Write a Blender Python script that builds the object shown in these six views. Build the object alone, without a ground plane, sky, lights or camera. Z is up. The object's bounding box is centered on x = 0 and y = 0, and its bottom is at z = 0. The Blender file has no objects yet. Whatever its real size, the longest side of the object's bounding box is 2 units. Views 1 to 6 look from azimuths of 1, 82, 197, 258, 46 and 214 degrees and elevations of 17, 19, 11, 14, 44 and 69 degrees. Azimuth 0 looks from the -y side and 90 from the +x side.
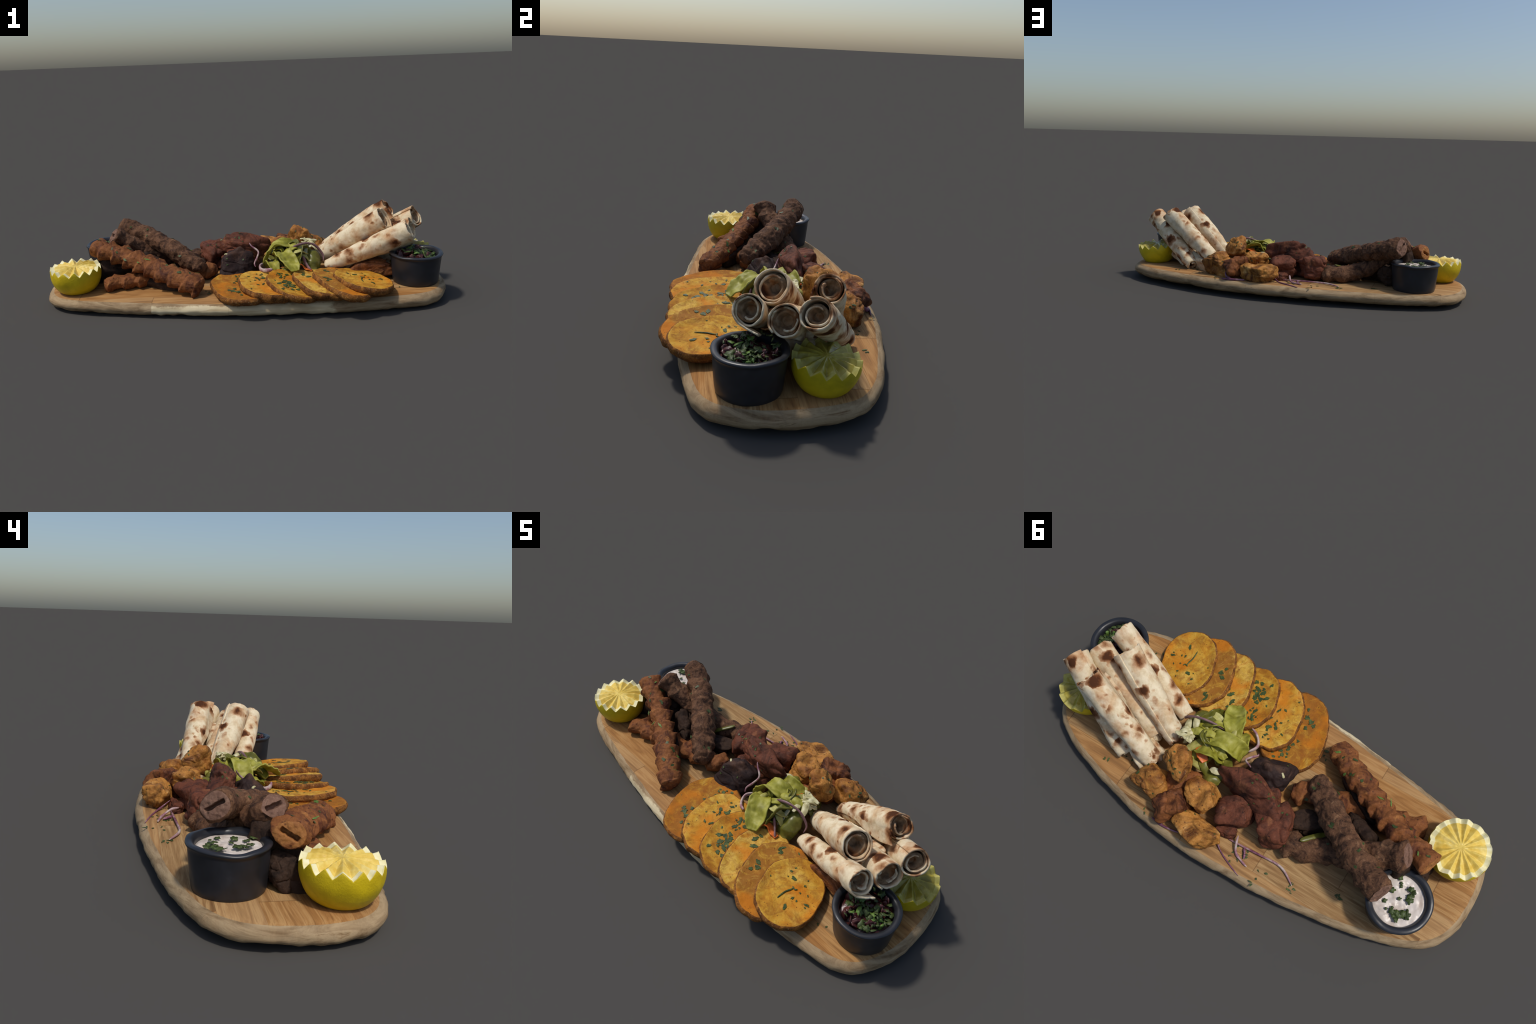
# A mixed grill platter: live-edge board, potato slices, rolled flatbreads, kebabs,
# grilled chunks, pickled salad, two bowls of sauce and two crown-cut lemon halves.
import bpy, bmesh, math
import numpy as np
from mathutils import Vector

TOP = 0.078            # height of the board's upper face at the middle
PI2 = 2 * math.pi


def top(x, y):
    """Height of the board's upper face: it lies a little tilted."""
    return 0.0775 + 0.020 * y + 0.006 * x


# ------------------------------------------------------------------ noise
def _hash(i, j, k, seed):
    h = (i * 374761393 + j * 668265263 + k * 2147483647 + seed * 974634777) & 0xFFFFFFFF
    h = ((h ^ (h >> 13)) * 1274126177) & 0xFFFFFFFF
    h = (h ^ (h >> 16)) & 0xFFFFFFFF
    return h.astype(np.float64) / 4294967295.0 * 2 - 1


def noise(P, freq, seed=0):
    """Smooth value noise in -1..1 at the points P (n,3)."""
    Q = np.asarray(P, float) * freq + seed * 7.31
    I = np.floor(Q).astype(np.int64)
    F = Q - I
    F = F * F * F * (F * (F * 6 - 15) + 10)
    out = 0
    for a in (0, 1):
        wa = F[..., 0] if a else 1 - F[..., 0]
        for b in (0, 1):
            wb = F[..., 1] if b else 1 - F[..., 1]
            for c in (0, 1):
                wc = F[..., 2] if c else 1 - F[..., 2]
                out = out + wa * wb * wc * _hash(I[..., 0] + a, I[..., 1] + b, I[..., 2] + c, seed)
    return out


def fbm(P, freq, seed=0, octaves=3, gain=0.5):
    s, a = 0, 1.0
    for o in range(octaves):
        s = s + a * noise(P, freq * 2 ** o, seed + o * 17)
        a *= gain
    return s


def smooth(a, b, x):
    t = np.clip((x - a) / (b - a), 0, 1)
    return t * t * (3 - 2 * t)


# ------------------------------------------------------------------ curves
def catmull(pts, n, closed=False):
    P = np.asarray(pts, float)
    m = len(P)
    if closed:
        Q = np.vstack([P[-1], P, P[0], P[1]])
        seg = m
    else:
        Q = np.vstack([2 * P[0] - P[1], P, 2 * P[-1] - P[-2]])
        seg = m - 1
    fine = []
    for i in range(seg):
        p0, p1, p2, p3 = Q[i:i + 4]
        for t in np.linspace(0, 1, 40, endpoint=False):
            fine.append(0.5 * (2 * p1 + (p2 - p0) * t + (2 * p0 - 5 * p1 + 4 * p2 - p3) * t * t
                               + (3 * p1 - p0 - 3 * p2 + p3) * t ** 3))
    fine.append(P[0] if closed else P[-1])
    fine = np.array(fine)
    d = np.r_[0, np.cumsum(np.linalg.norm(np.diff(fine, axis=0), axis=1))]
    s = np.linspace(0, d[-1], n, endpoint=not closed)
    return np.stack([np.interp(s, d, fine[:, k]) for k in range(P.shape[1])], 1)


def unit(v):
    v = np.asarray(v, float)
    return v / np.maximum(np.linalg.norm(v, axis=-1, keepdims=True), 1e-9)


# ------------------------------------------------------------------ objects
def link(ob, parent=None):
    bpy.context.scene.collection.objects.link(ob)
    if parent is not None:
        ob.parent = parent
    return ob


def thing(ob, label, category):
    ob["label"] = label
    ob["category"] = category
    return ob


def empty(name, loc, label, category):
    ob = bpy.data.objects.new(name, None)
    ob.empty_display_size = 0.03
    ob.location = loc
    return thing(link(ob), label, category)


def mesh_object(name, V, faces, mat, origin=(0, 0, 0), parent=None, flat=False, fix=True):
    """V in world coordinates; the object's origin is put at `origin`."""
    o = np.asarray(origin, float)
    me = bpy.data.meshes.new(name)
    me.from_pydata((np.asarray(V) - o).tolist(), [], [tuple(int(i) for i in f) for f in faces])
    if fix:
        bm = bmesh.new()
        bm.from_mesh(me)
        bmesh.ops.recalc_face_normals(bm, faces=bm.faces)
        bm.to_mesh(me)
        bm.free()
    if not flat:
        me.polygons.foreach_set("use_smooth", [True] * len(me.polygons))
    me.materials.append(mat)
    me.update()
    ob = bpy.data.objects.new(name, me)
    link(ob, parent)
    if parent is not None:
        ob.location = o - np.array(parent.location)
    else:
        ob.location = o
    return ob


def split_object(parts, V, faces, group, mats, origin, parent):
    """One smooth surface cut into named parts whose border vertices and normals agree."""
    o = np.asarray(origin, float)
    me = bpy.data.meshes.new("whole")
    me.from_pydata((np.asarray(V) - o).tolist(), [], [tuple(int(i) for i in f) for f in faces])
    bm = bmesh.new()
    bm.from_mesh(me)
    bmesh.ops.recalc_face_normals(bm, faces=bm.faces)
    bm.to_mesh(me)
    bm.free()
    normals = np.zeros((len(me.vertices), 3))
    for i, nrm in enumerate(me.vertex_normals):
        normals[i] = nrm.vector
    polys = [tuple(p.vertices) for p in me.polygons]
    bpy.data.meshes.remove(me)
    group = np.asarray(group)
    out = []
    for g, (name, mat) in enumerate(zip(parts, mats)):
        mine = [polys[i] for i in np.nonzero(group == g)[0]]
        used = sorted({v for f in mine for v in f})
        new = {v: i for i, v in enumerate(used)}
        me = bpy.data.meshes.new(name)
        me.from_pydata((np.asarray(V)[used] - o).tolist(), [], [tuple(new[v] for v in f) for f in mine])
        me.polygons.foreach_set("use_smooth", [True] * len(me.polygons))
        me.normals_split_custom_set_from_vertices(normals[used].tolist())
        me.materials.append(mat)
        ob = bpy.data.objects.new(name, me)
        link(ob, parent)
        ob.location = o - np.array(parent.location)
        out.append(ob)
    return out


def grid_faces(nu, nv, close_u=False, close_v=False, base=0):
    f = []
    for i in range(nu if close_u else nu - 1):
        for j in range(nv if close_v else nv - 1):
            a, b = i, (i + 1) % nu
            c, d = j, (j + 1) % nv
            f.append((base + a * nv + c, base + b * nv + c, base + b * nv + d, base + a * nv + d))
    return f


# ------------------------------------------------------------------ materials
def lin(r, g, b):
    def c(v):
        v /= 255
        return v / 12.92 if v <= 0.04045 else ((v + 0.055) / 1.055) ** 2.4
    return (c(r), c(g), c(b), 1)


class Nodes:
    def __init__(self, name):
        self.mat = bpy.data.materials.new(name)
        self.mat.use_nodes = True
        self.t = self.mat.node_tree
        self.bsdf = self.t.nodes["Principled BSDF"]
        self.tc = self.t.nodes.new("ShaderNodeTexCoord")
        self.obj = self.tc.outputs["Object"]

    def n(self, kind, **kw):
        nd = self.t.nodes.new("ShaderNode" + kind)
        for k, v in kw.items():
            setattr(nd, k, v)
        return nd

    def to(self, a, b):
        if hasattr(a, "links") or isinstance(a, bpy.types.NodeSocket):
            self.t.links.new(a, b)
        else:
            b.default_value = a

    def vary(self):
        """Object coordinates shifted by a random amount per object."""
        info = self.n("ObjectInfo")
        v = self.n("VectorMath", operation="SCALE")
        self.to((37.0, 71.0, 53.0), v.inputs[0])
        self.to(info.outputs["Random"], v.inputs["Scale"])
        a = self.n("VectorMath", operation="ADD")
        self.to(self.tc.outputs["Object"], a.inputs[0])
        self.to(v.outputs[0], a.inputs[1])
        self.obj = a.outputs[0]
        self.random = info.outputs["Random"]

    def scaled(self, s):
        m = self.n("Mapping")
        self.to(self.obj, m.inputs["Vector"])
        m.inputs["Scale"].default_value = s
        return m.outputs[0]

    def noise(self, scale, detail=4, rough=0.55, dist=0.0, vec=None):
        nd = self.n("TexNoise")
        self.to(vec if vec is not None else self.obj, nd.inputs["Vector"])
        nd.inputs["Scale"].default_value = scale
        nd.inputs["Detail"].default_value = detail
        nd.inputs["Roughness"].default_value = rough
        nd.inputs["Distortion"].default_value = dist
        return nd.outputs["Fac"]

    def voronoi(self, scale, feature="F1", out="Distance", vec=None, rnd=1.0):
        nd = self.n("TexVoronoi", feature=feature)
        self.to(vec if vec is not None else self.obj, nd.inputs["Vector"])
        nd.inputs["Scale"].default_value = scale
        nd.inputs["Randomness"].default_value = rnd
        return nd.outputs[out]

    def ramp(self, fac, stops, interp="LINEAR"):
        nd = self.n("ValToRGB")
        cr = nd.color_ramp
        cr.interpolation = interp
        while len(cr.elements) < len(stops):
            cr.elements.new(0.5)
        for e, (p, c) in zip(cr.elements, stops):
            e.position = p
            e.color = c if not isinstance(c, (int, float)) else (c, c, c, 1)
        self.to(fac, nd.inputs["Fac"])
        return nd.outputs["Color"]

    def mix(self, fac, a, b, mode="MIX"):
        nd = self.n("Mix", data_type="RGBA", blend_type=mode)
        self.to(fac, nd.inputs[0])
        self.to(a, nd.inputs[6])
        self.to(b, nd.inputs[7])
        return nd.outputs[2]

    def math(self, op, a, b=0.0, c=0.0):
        nd = self.n("Math", operation=op)
        for i, v in enumerate((a, b, c)):
            self.to(v, nd.inputs[i])
        return nd.outputs[0]

    def xyz(self, vec=None):
        s = self.n("SeparateXYZ")
        self.to(vec if vec is not None else self.obj, s.inputs[0])
        return s.outputs

    def bump(self, height, strength=0.3, dist=0.005):
        nd = self.n("Bump")
        nd.inputs["Strength"].default_value = strength
        nd.inputs["Distance"].default_value = dist
        self.to(height, nd.inputs["Height"])
        self.to(nd.outputs[0], self.bsdf.inputs["Normal"])

    def done(self, color, rough=0.6, spec=0.3, coat=0.0, sss=0.0):
        self.to(color, self.bsdf.inputs["Base Color"])
        self.to(rough, self.bsdf.inputs["Roughness"])
        self.bsdf.inputs["Specular IOR Level"].default_value = spec
        self.bsdf.inputs["Coat Weight"].default_value = coat
        self.bsdf.inputs["Coat Roughness"].default_value = 0.25
        return self.mat


def wood(name, weathered):
    m = Nodes(name)
    x, y, z = m.xyz()
    row = m.math("FLOOR", m.math("DIVIDE", m.math("ADD", y, 0.375), 0.125))
    step = m.math("MULTIPLY", m.math("FRACT", m.math("MULTIPLY", row, 0.4725)), 0.69)
    along = m.math("DIVIDE", m.math("SUBTRACT", m.math("ADD", x, 0.43 + 6.9), step), 0.69)
    col = m.math("FLOOR", along)
    ids = m.n("CombineXYZ")
    m.to(row, ids.inputs[0])
    m.to(col, ids.inputs[1])
    wn = m.n("TexWhiteNoise", noise_dimensions="3D")
    m.to(ids.outputs[0], wn.inputs["Vector"])
    plank = wn.outputs["Value"]
    shift = m.n("VectorMath", operation="SCALE")
    m.to(wn.outputs["Color"], shift.inputs[0])
    shift.inputs["Scale"].default_value = 9
    add = m.n("VectorMath", operation="ADD")
    m.to(m.obj, add.inputs[0])
    m.to(shift.outputs[0], add.inputs[1])
    mp = m.n("Mapping")
    m.to(add.outputs[0], mp.inputs["Vector"])
    mp.inputs["Scale"].default_value = (2.2, 30, 30)
    grain = m.noise(1.0, 6, 0.6, 1.2, mp.outputs[0])
    mp2 = m.n("Mapping")
    m.to(add.outputs[0], mp2.inputs["Vector"])
    mp2.inputs["Scale"].default_value = (9, 230, 230)
    pores = m.noise(1.0, 3, 0.6, 0.3, mp2.outputs[0])
    a = m.ramp(grain, [(0.3, lin(112, 82, 52)), (0.44, lin(150, 116, 76)), (0.57, lin(178, 145, 100)), (0.72, lin(122, 90, 56))])
    b = m.ramp(grain, [(0.3, lin(124, 84, 46)), (0.47, lin(162, 114, 64)), (0.6, lin(180, 136, 84)), (0.72, lin(140, 98, 56))])
    c = m.ramp(plank, [(0.0, 0.0), (0.9, 1.0)])
    color = m.mix(c, a, b)
    color = m.mix(m.ramp(pores, [(0.52, 0.0), (0.72, 0.55)]), color, lin(120, 80, 48))
    stain = m.noise(4.5, 4, 0.6, 0.4)
    color = m.mix(m.ramp(stain, [(0.5, 0.0), (0.75, 0.4)]), color, lin(122, 82, 50))
    color = m.mix(m.math("MULTIPLY", m.ramp(wn.outputs["Color"], [(0.5, 0.0), (1.0, 1.0)]), 0.35), color, lin(190, 160, 120))
    if weathered:
        edge = m.noise(5, 7, 0.7, 1.2, m.scaled((1, 1, 7)))
        gray = m.ramp(edge, [(0.30, lin(92, 74, 54)), (0.45, lin(140, 121, 94)), (0.60, lin(172, 152, 120)), (0.72, lin(104, 82, 58))])
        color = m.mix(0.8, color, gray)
    # sapwood: the cream strip along the near edge of one plank
    wob = m.math("MULTIPLY", m.math("SUBTRACT", m.noise(3, 5, 0.7, 0, m.scaled((3, 1, 6))), 0.5), 0.06)
    deep = m.math("ADD", m.math("SUBTRACT", m.math("ADD", -0.372, m.math("MULTIPLY", m.math("POWER", m.math("ABSOLUTE", m.math("SUBTRACT", x, 0.15)), 2.0), 0.13)), y), wob)
    lo = m.math("GREATER_THAN", x, -0.432)
    hi = m.ramp(m.math("ADD", x, m.math("MULTIPLY", wob, 4)), [(0.40, 1.0), (0.44, 0.0)])
    sap = m.math("MULTIPLY", m.math("MULTIPLY", m.ramp(m.math("MULTIPLY", deep, 20), [(0.0, 0.0), (0.16, 1.0)]), lo), hi)
    color = m.mix(sap, color, m.ramp(grain, [(0.3, lin(176, 156, 120)), (0.6, lin(216, 200, 164))]))
    # butt joints between planks
    f = m.math("FRACT", along)
    near = m.math("MINIMUM", f, m.math("SUBTRACT", 1.0, f))
    fy = m.math("FRACT", m.math("DIVIDE", m.math("ADD", y, 0.375), 0.125))
    neary = m.math("MINIMUM", fy, m.math("SUBTRACT", 1.0, fy))
    seam = m.ramp(near, [(0.0, 0.75), (0.0028, 0.0)])
    seamy = m.ramp(neary, [(0.0, 0.35), (0.012, 0.0)])
    joint = m.math("MULTIPLY", m.math("MAXIMUM", seam, seamy), 0.25 if weathered else 1.0)
    color = m.mix(joint, color, lin(96, 64, 40))
    m.bump(m.math("ADD", grain, m.math("MULTIPLY", pores, 0.5)), 0.18, 0.003)
    return m.done(color, 0.7, 0.10)


def meat(name, base, light, dark, char, freq=14.0, gloss=0.5, charred=0.62, speck=0.0):
    m = Nodes(name)
    m.vary()
    broad = m.noise(freq, 4, 0.55, 0.5)
    color = m.ramp(broad, [(0.30, dark), (0.47, base), (0.60, base), (0.74, light)])
    burn = m.noise(freq * 0.7, 6, 0.68, 1.0, m.scaled((1.3, 1.1, 0.9)))
    color = m.mix(m.ramp(burn, [(charred - 0.09, 0.0), (charred + 0.1, 1.0)]), color, char)
    fine = m.noise(190, 4, 0.65)
    color = m.mix(m.ramp(fine, [(0.44, 0.0), (0.7, 0.42)]), color, dark)
    color = m.mix(m.ramp(fine, [(0.28, 0.30 + speck), (0.42, 0.0)]), color, light)
    spots = m.voronoi(42)
    color = m.mix(m.ramp(spots, [(0.10, 0.75), (0.2, 0.0)]), color, char)
    h = m.math("ADD", m.math("MULTIPLY", fine, 0.5), m.noise(60, 3, 0.6))
    m.bump(h, 0.5, 0.004)
    return m.done(color, m.math("ADD", m.math("MULTIPLY", fine, 0.35), gloss), 0.13)


def bread(inner=False):
    m = Nodes("shaded_bread_plug" if inner else "charred_flatbread")
    m.vary()
    base = m.ramp(m.noise(26, 5, 0.6), [(0.3, lin(194, 172, 136)), (0.5, lin(218, 201, 168)), (0.75, lin(230, 216, 188))])
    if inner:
        base = m.ramp(m.noise(40, 5, 0.6), [(0.3, lin(92, 70, 50)), (0.55, lin(138, 112, 84)), (0.8, lin(176, 152, 122))])  # plug colour: the shade inside the roll mouths painted as dark brown
    warp = m.n("VectorMath", operation="ADD")
    off = m.n("TexNoise")
    m.to(m.obj, off.inputs["Vector"])
    off.inputs["Scale"].default_value = 26
    off.inputs["Detail"].default_value = 3
    sc = m.n("VectorMath", operation="SCALE")
    m.to(off.outputs["Color"], sc.inputs[0])
    sc.inputs["Scale"].default_value = 0.055
    m.to(m.obj, warp.inputs[0])
    m.to(sc.outputs[0], warp.inputs[1])

    def spots(scale, share, grow):
        vo = m.n("TexVoronoi", feature="SMOOTH_F1")
        m.to(warp.outputs[0], vo.inputs["Vector"])
        vo.inputs["Scale"].default_value = scale
        vo.inputs["Smoothness"].default_value = 0.25
        r, g, b = m.xyz(vo.outputs["Color"])
        size = m.math("MULTIPLY", m.math("SUBTRACT", r, 1 - share), grow)
        return m.math("SUBTRACT", size, vo.outputs["Distance"]), g

    d1, g1 = spots(15.5, 0.86, 1.02)
    d2, g2 = spots(33, 0.66, 0.92)
    broad = m.noise(8, 2, 0.5)
    depth = m.math("MAXIMUM", m.math("ADD", d1, m.math("MULTIPLY", m.math("SUBTRACT", broad, 0.5), 0.5)), m.math("MULTIPLY", d2, 0.8))
    toast = m.ramp(depth, [(-0.0, 0.0), (0.10, 0.30), (0.24, 0.75), (0.42, 1.0)])
    tone = m.ramp(m.math("ADD", depth, m.math("MULTIPLY", m.math("SUBTRACT", m.noise(40, 4, 0.6), 0.5), 0.25)),
                  [(0.04, lin(200, 150, 102)), (0.18, lin(166, 112, 68)), (0.34, lin(126, 78, 44)), (0.52, lin(76, 46, 30))])
    patch = m.noise(9, 4, 0.6, 0.4)
    base = m.mix(m.ramp(patch, [(0.48, 0.0), (0.60, 0.55), (0.72, 0.9)]), base, m.ramp(m.noise(34, 4), [(0.35, lin(160, 108, 66)), (0.65, lin(206, 162, 116))]))
    color = m.mix(toast, base, tone)
    color = m.mix(m.ramp(m.noise(120, 3), [(0.64, 0.0), (0.72, 0.22)]), color, lin(150, 112, 76))
    m.bump(m.math("ADD", m.noise(70, 4), m.math("MULTIPLY", toast, -0.3)), 0.22, 0.004)
    return m.done(color, 0.85, 0.06)


def potato_flesh(name, browned, amber):
    m = Nodes(name)
    m.vary()
    n1 = m.noise(13, 6, 0.65, 0.8)
    tone = m.math("ADD", n1, m.math("MULTIPLY", m.math("SUBTRACT", m.random, 0.5), 0.22))
    color = m.ramp(tone, [(0.28, lin(168, 108, 30)), (0.42, lin(188, 136, 44)), (0.54, lin(200, 156, 60)), (0.66, lin(210, 170, 80)), (0.78, lin(184, 120, 34))])
    brown = m.noise(17, 7, 0.75, 1.4)
    color = m.mix(m.ramp(brown, [(0.50 - browned, 0.0), (0.70 - browned, 0.85)]), color, lin(140, 84, 32))
    orange = m.noise(7, 3, 0.5, 0.4)
    color = m.mix(m.ramp(orange, [(0.60 - amber, 0.0), (0.76 - amber, 0.75)]), color, lin(200, 118, 26))
    crumbs = m.noise(60, 4, 0.7)
    color = m.mix(m.ramp(crumbs, [(0.56, 0.0), (0.72, 0.55)]), color, lin(128, 74, 28))
    specks = m.voronoi(70)
    some = m.ramp(m.noise(24, 2), [(0.5, 0.0), (0.6, 0.8)])
    color = m.mix(m.math("MULTIPLY", m.ramp(specks, [(0.12, 1.0), (0.22, 0.0)]), some), color, lin(92, 54, 22))
    m.bump(m.math("ADD", m.noise(40, 5, 0.6), m.math("MULTIPLY", m.noise(160, 3), 0.3)), 0.35, 0.004)
    return m.done(color, 0.72, 0.12)


def potato_skin():
    m = Nodes("roast_potato_skin")
    m.vary()
    n1 = m.noise(32, 6, 0.7, 0.8)
    color = m.ramp(n1, [(0.3, lin(70, 42, 22)), (0.48, lin(108, 68, 34)), (0.62, lin(150, 98, 44)), (0.76, lin(180, 128, 64))])
    color = m.mix(m.ramp(m.noise(150, 3), [(0.6, 0.0), (0.7, 0.5)]), color, lin(190, 158, 112))
    m.bump(m.noise(60, 5, 0.65), 0.6, 0.005)
    return m.done(color, 0.75, 0.10)


def simple(name, stops, freq, rough=0.5, spec=0.35, bump=0.2, bfreq=60, coat=0.0, translucent=0.0, vary=True, bdist=0.003, dist=0.4):
    m = Nodes(name)
    if vary:
        m.vary()
    color = m.ramp(m.noise(freq, 5, 0.6, dist), stops)
    m.bump(m.noise(bfreq, 4, 0.6), bump, bdist)
    mat = m.done(color, rough, spec, coat)
    if translucent:
        tr = m.n("BsdfTranslucent")
        m.to(color, tr.inputs["Color"])
        mx = m.n("MixShader")
        mx.inputs[0].default_value = translucent
        out = m.t.nodes["Material Output"]
        m.to(m.bsdf.outputs[0], mx.inputs[1])
        m.to(tr.outputs[0], mx.inputs[2])
        m.to(mx.outputs[0], out.inputs["Surface"])
    return mat


M_TOP, M_EDGE = wood("oiled_plank_wood", False), wood("weathered_wood_edge", True)
M_BREAD, M_BREAD_PLUG, M_SKIN = bread(), bread(True), potato_skin()
M_GOLD = potato_flesh("golden_potato_flesh", 0.05, 0.04)
M_AMBER = potato_flesh("amber_potato_flesh", 0.06, 0.15)
M_BROWN = potato_flesh("browned_potato_flesh", 0.19, 0.08)
M_SPICED = meat("spiced_orange_kebab", lin(132, 82, 46), lin(174, 120, 66), lin(98, 56, 36), lin(66, 36, 29), 19, 0.5, 0.57)
M_SPICED_END = meat("spiced_kebab_cut_end", lin(160, 108, 60), lin(196, 146, 88), lin(126, 78, 46), lin(86, 50, 34), 22, 0.5, 0.66)
M_DARK = meat("ground_lamb_kebab", lin(104, 73, 52), lin(150, 114, 84), lin(70, 47, 35), lin(42, 29, 24), 26, 0.6, 0.57, 0.2)
M_DARK_END = meat("ground_lamb_cut_end", lin(124, 94, 78), lin(154, 124, 104), lin(96, 70, 58), lin(64, 46, 38), 34, 0.6, 0.7, 0.3)
M_BEEF = meat("grilled_beef", lin(108, 62, 44), lin(150, 98, 62), lin(76, 45, 34), lin(42, 28, 24), 11, 0.5, 0.57)
M_CHARRED = meat("charred_pepper_skin", lin(50, 37, 34), lin(88, 62, 48), lin(36, 29, 29), lin(26, 22, 23), 12, 0.5, 0.62)
M_HEAP_SHADE = meat("heap_shade_filler", lin(62, 46, 36), lin(88, 66, 50), lin(46, 34, 28), lin(34, 26, 22), 26, 0.6, 0.57)  # near-black brown that paints the shade deep under the kebabs
M_CHICKEN = meat("grilled_chicken", lin(182, 126, 60), lin(230, 190, 122), lin(136, 80, 36), lin(66, 35, 21), 9, 0.42, 0.535)
M_CHICKEN_BROWN = meat("browned_chicken", lin(140, 86, 48), lin(186, 132, 74), lin(98, 56, 34), lin(60, 34, 25), 9, 0.42, 0.55)
M_RIND = simple("lemon_rind", [(0.3, lin(186, 160, 14)), (0.6, lin(216, 188, 22)), (0.8, lin(226, 200, 40))], 12, 0.42, 0.4, 0.35, 190, vary=False)
M_PITH = simple("lemon_pith", [(0.3, lin(226, 214, 150)), (0.7, lin(240, 234, 198))], 40, 0.6, 0.3, 0.2, 90, vary=False)
M_PULP = simple("lemon_pulp", [(0.3, lin(208, 172, 66)), (0.5, lin(226, 196, 96)), (0.75, lin(238, 218, 140))], 20, 0.42, 0.3, 0.4, 60, vary=False)
M_RIND_SHADED = simple("shaded_lemon_rind", [(0.3, lin(172, 156, 14)), (0.6, lin(206, 184, 22)), (0.8, lin(216, 196, 40))], 12, 0.42, 0.4, 0.35, 190, vary=False)  # this lemon's rind, pith and pulp carry a painted olive shade tint
M_PITH_SHADED = simple("shaded_lemon_pith", [(0.3, lin(164, 154, 66)), (0.7, lin(200, 190, 112))], 40, 0.55, 0.3, 0.2, 90, vary=False)
M_PULP_SHADED = simple("shaded_lemon_pulp", [(0.3, lin(128, 116, 38)), (0.5, lin(164, 148, 52)), (0.75, lin(194, 178, 84))], 26, 0.3, 0.45, 0.4, 70, coat=0.2, vary=False)
M_BOWL = simple("dark_glazed_stoneware", [(0.3, lin(30, 31, 34)), (0.6, lin(39, 40, 45)), (0.8, lin(50, 51, 56))], 14, 0.40, 0.4, 0.15, 40, coat=0.12)
M_YOGURT = simple("spiced_yogurt", [(0.3, lin(186, 164, 146)), (0.5, lin(208, 196, 184)), (0.66, lin(216, 206, 198)), (0.78, lin(200, 158, 128))], 16, 0.35, 0.4, 0.3, 40, vary=False)
M_SALSA = simple("tomato_salsa", [(0.3, lin(44, 24, 22)), (0.5, lin(74, 34, 32)), (0.7, lin(94, 46, 40))], 30, 0.35, 0.5, 0.3, 60, vary=False)
M_TOMATO = simple("diced_tomato", [(0.3, lin(50, 25, 24)), (0.6, lin(76, 35, 32)), (0.8, lin(98, 54, 44))], 30, 0.4, 0.4, 0.3, 60)
M_HERB = simple("chopped_parsley", [(0.3, lin(46, 56, 26)), (0.55, lin(66, 80, 38)), (0.75, lin(102, 114, 56))], 60, 0.5, 0.35, 0.3, 120)
M_HERB_PALE = simple("fresh_herb_strip", [(0.3, lin(66, 92, 40)), (0.6, lin(104, 132, 58)), (0.8, lin(140, 164, 80))], 60, 0.5, 0.35, 0.3, 120)
M_LETTUCE = simple("pickled_lettuce", [(0.3, lin(118, 114, 30)), (0.5, lin(156, 152, 54)), (0.7, lin(188, 182, 92))], 18, 0.48, 0.3, 0.3, 30, translucent=0.15)
M_LETTUCE_DARK = simple("olive_lettuce", [(0.3, lin(80, 80, 26)), (0.5, lin(110, 108, 38)), (0.7, lin(142, 138, 62))], 15, 0.35, 0.45, 0.3, 30, translucent=0.15)
M_LETTUCE_PALE = simple("pale_lettuce_rib", [(0.3, lin(146, 142, 66)), (0.5, lin(180, 174, 98)), (0.7, lin(206, 200, 138))], 18, 0.48, 0.3, 0.3, 30, translucent=0.15)
M_CABBAGE = simple("pale_cabbage", [(0.3, lin(176, 164, 108)), (0.5, lin(208, 200, 152)), (0.7, lin(228, 222, 188))], 30, 0.45, 0.4, 0.4, 60, translucent=0.15)
M_CARROT = simple("carrot", [(0.3, lin(186, 84, 26)), (0.6, lin(218, 114, 46))], 30, 0.4, 0.4, 0.3, 60)
M_ONION = simple("red_onion", [(0.34, lin(112, 62, 82)), (0.46, lin(158, 112, 120)), (0.6, lin(196, 176, 166)), (0.75, lin(210, 198, 186))], 20, 0.35, 0.45, 0.2, 60, translucent=0.1)
M_ONION_MAUVE = simple("mauve_onion_strip", [(0.3, lin(92, 62, 66)), (0.55, lin(130, 96, 98)), (0.75, lin(166, 142, 132))], 22, 0.4, 0.4, 0.2, 60)
M_ONION_PURPLE = simple("purple_onion_skin", [(0.3, lin(84, 44, 64)), (0.55, lin(122, 74, 94)), (0.75, lin(170, 134, 142))], 22, 0.35, 0.45, 0.2, 60)
M_SLIT = simple("skewer_hole", [(0.3, lin(38, 28, 24)), (0.7, lin(58, 44, 36))], 40, 0.8, 0.1, 0.3, 90)


# ------------------------------------------------------------------ board
OUTLINE = [(1.000, -0.07), (0.998, 0.03), (0.984, 0.117), (0.957, 0.195), (0.910, 0.250), (0.81, 0.311), (0.67, 0.359),
           (0.515, 0.396), (0.30, 0.440), (0.06, 0.451), (-0.22, 0.437), (-0.516, 0.398), (-0.70, 0.357), (-0.80, 0.326),
           (-0.885, 0.286), (-0.945, 0.228), (-0.985, 0.14), (-0.999, 0.02), (-0.989, -0.09), (-0.955, -0.178),
           (-0.88, -0.243), (-0.77, -0.281), (-0.6, -0.314), (-0.436, -0.342), (-0.2, -0.374), (0.03, -0.391),
           (0.3, -0.394), (0.55, -0.381), (0.75, -0.358), (0.86, -0.333), (0.935, -0.284), (0.981, -0.195)]


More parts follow.
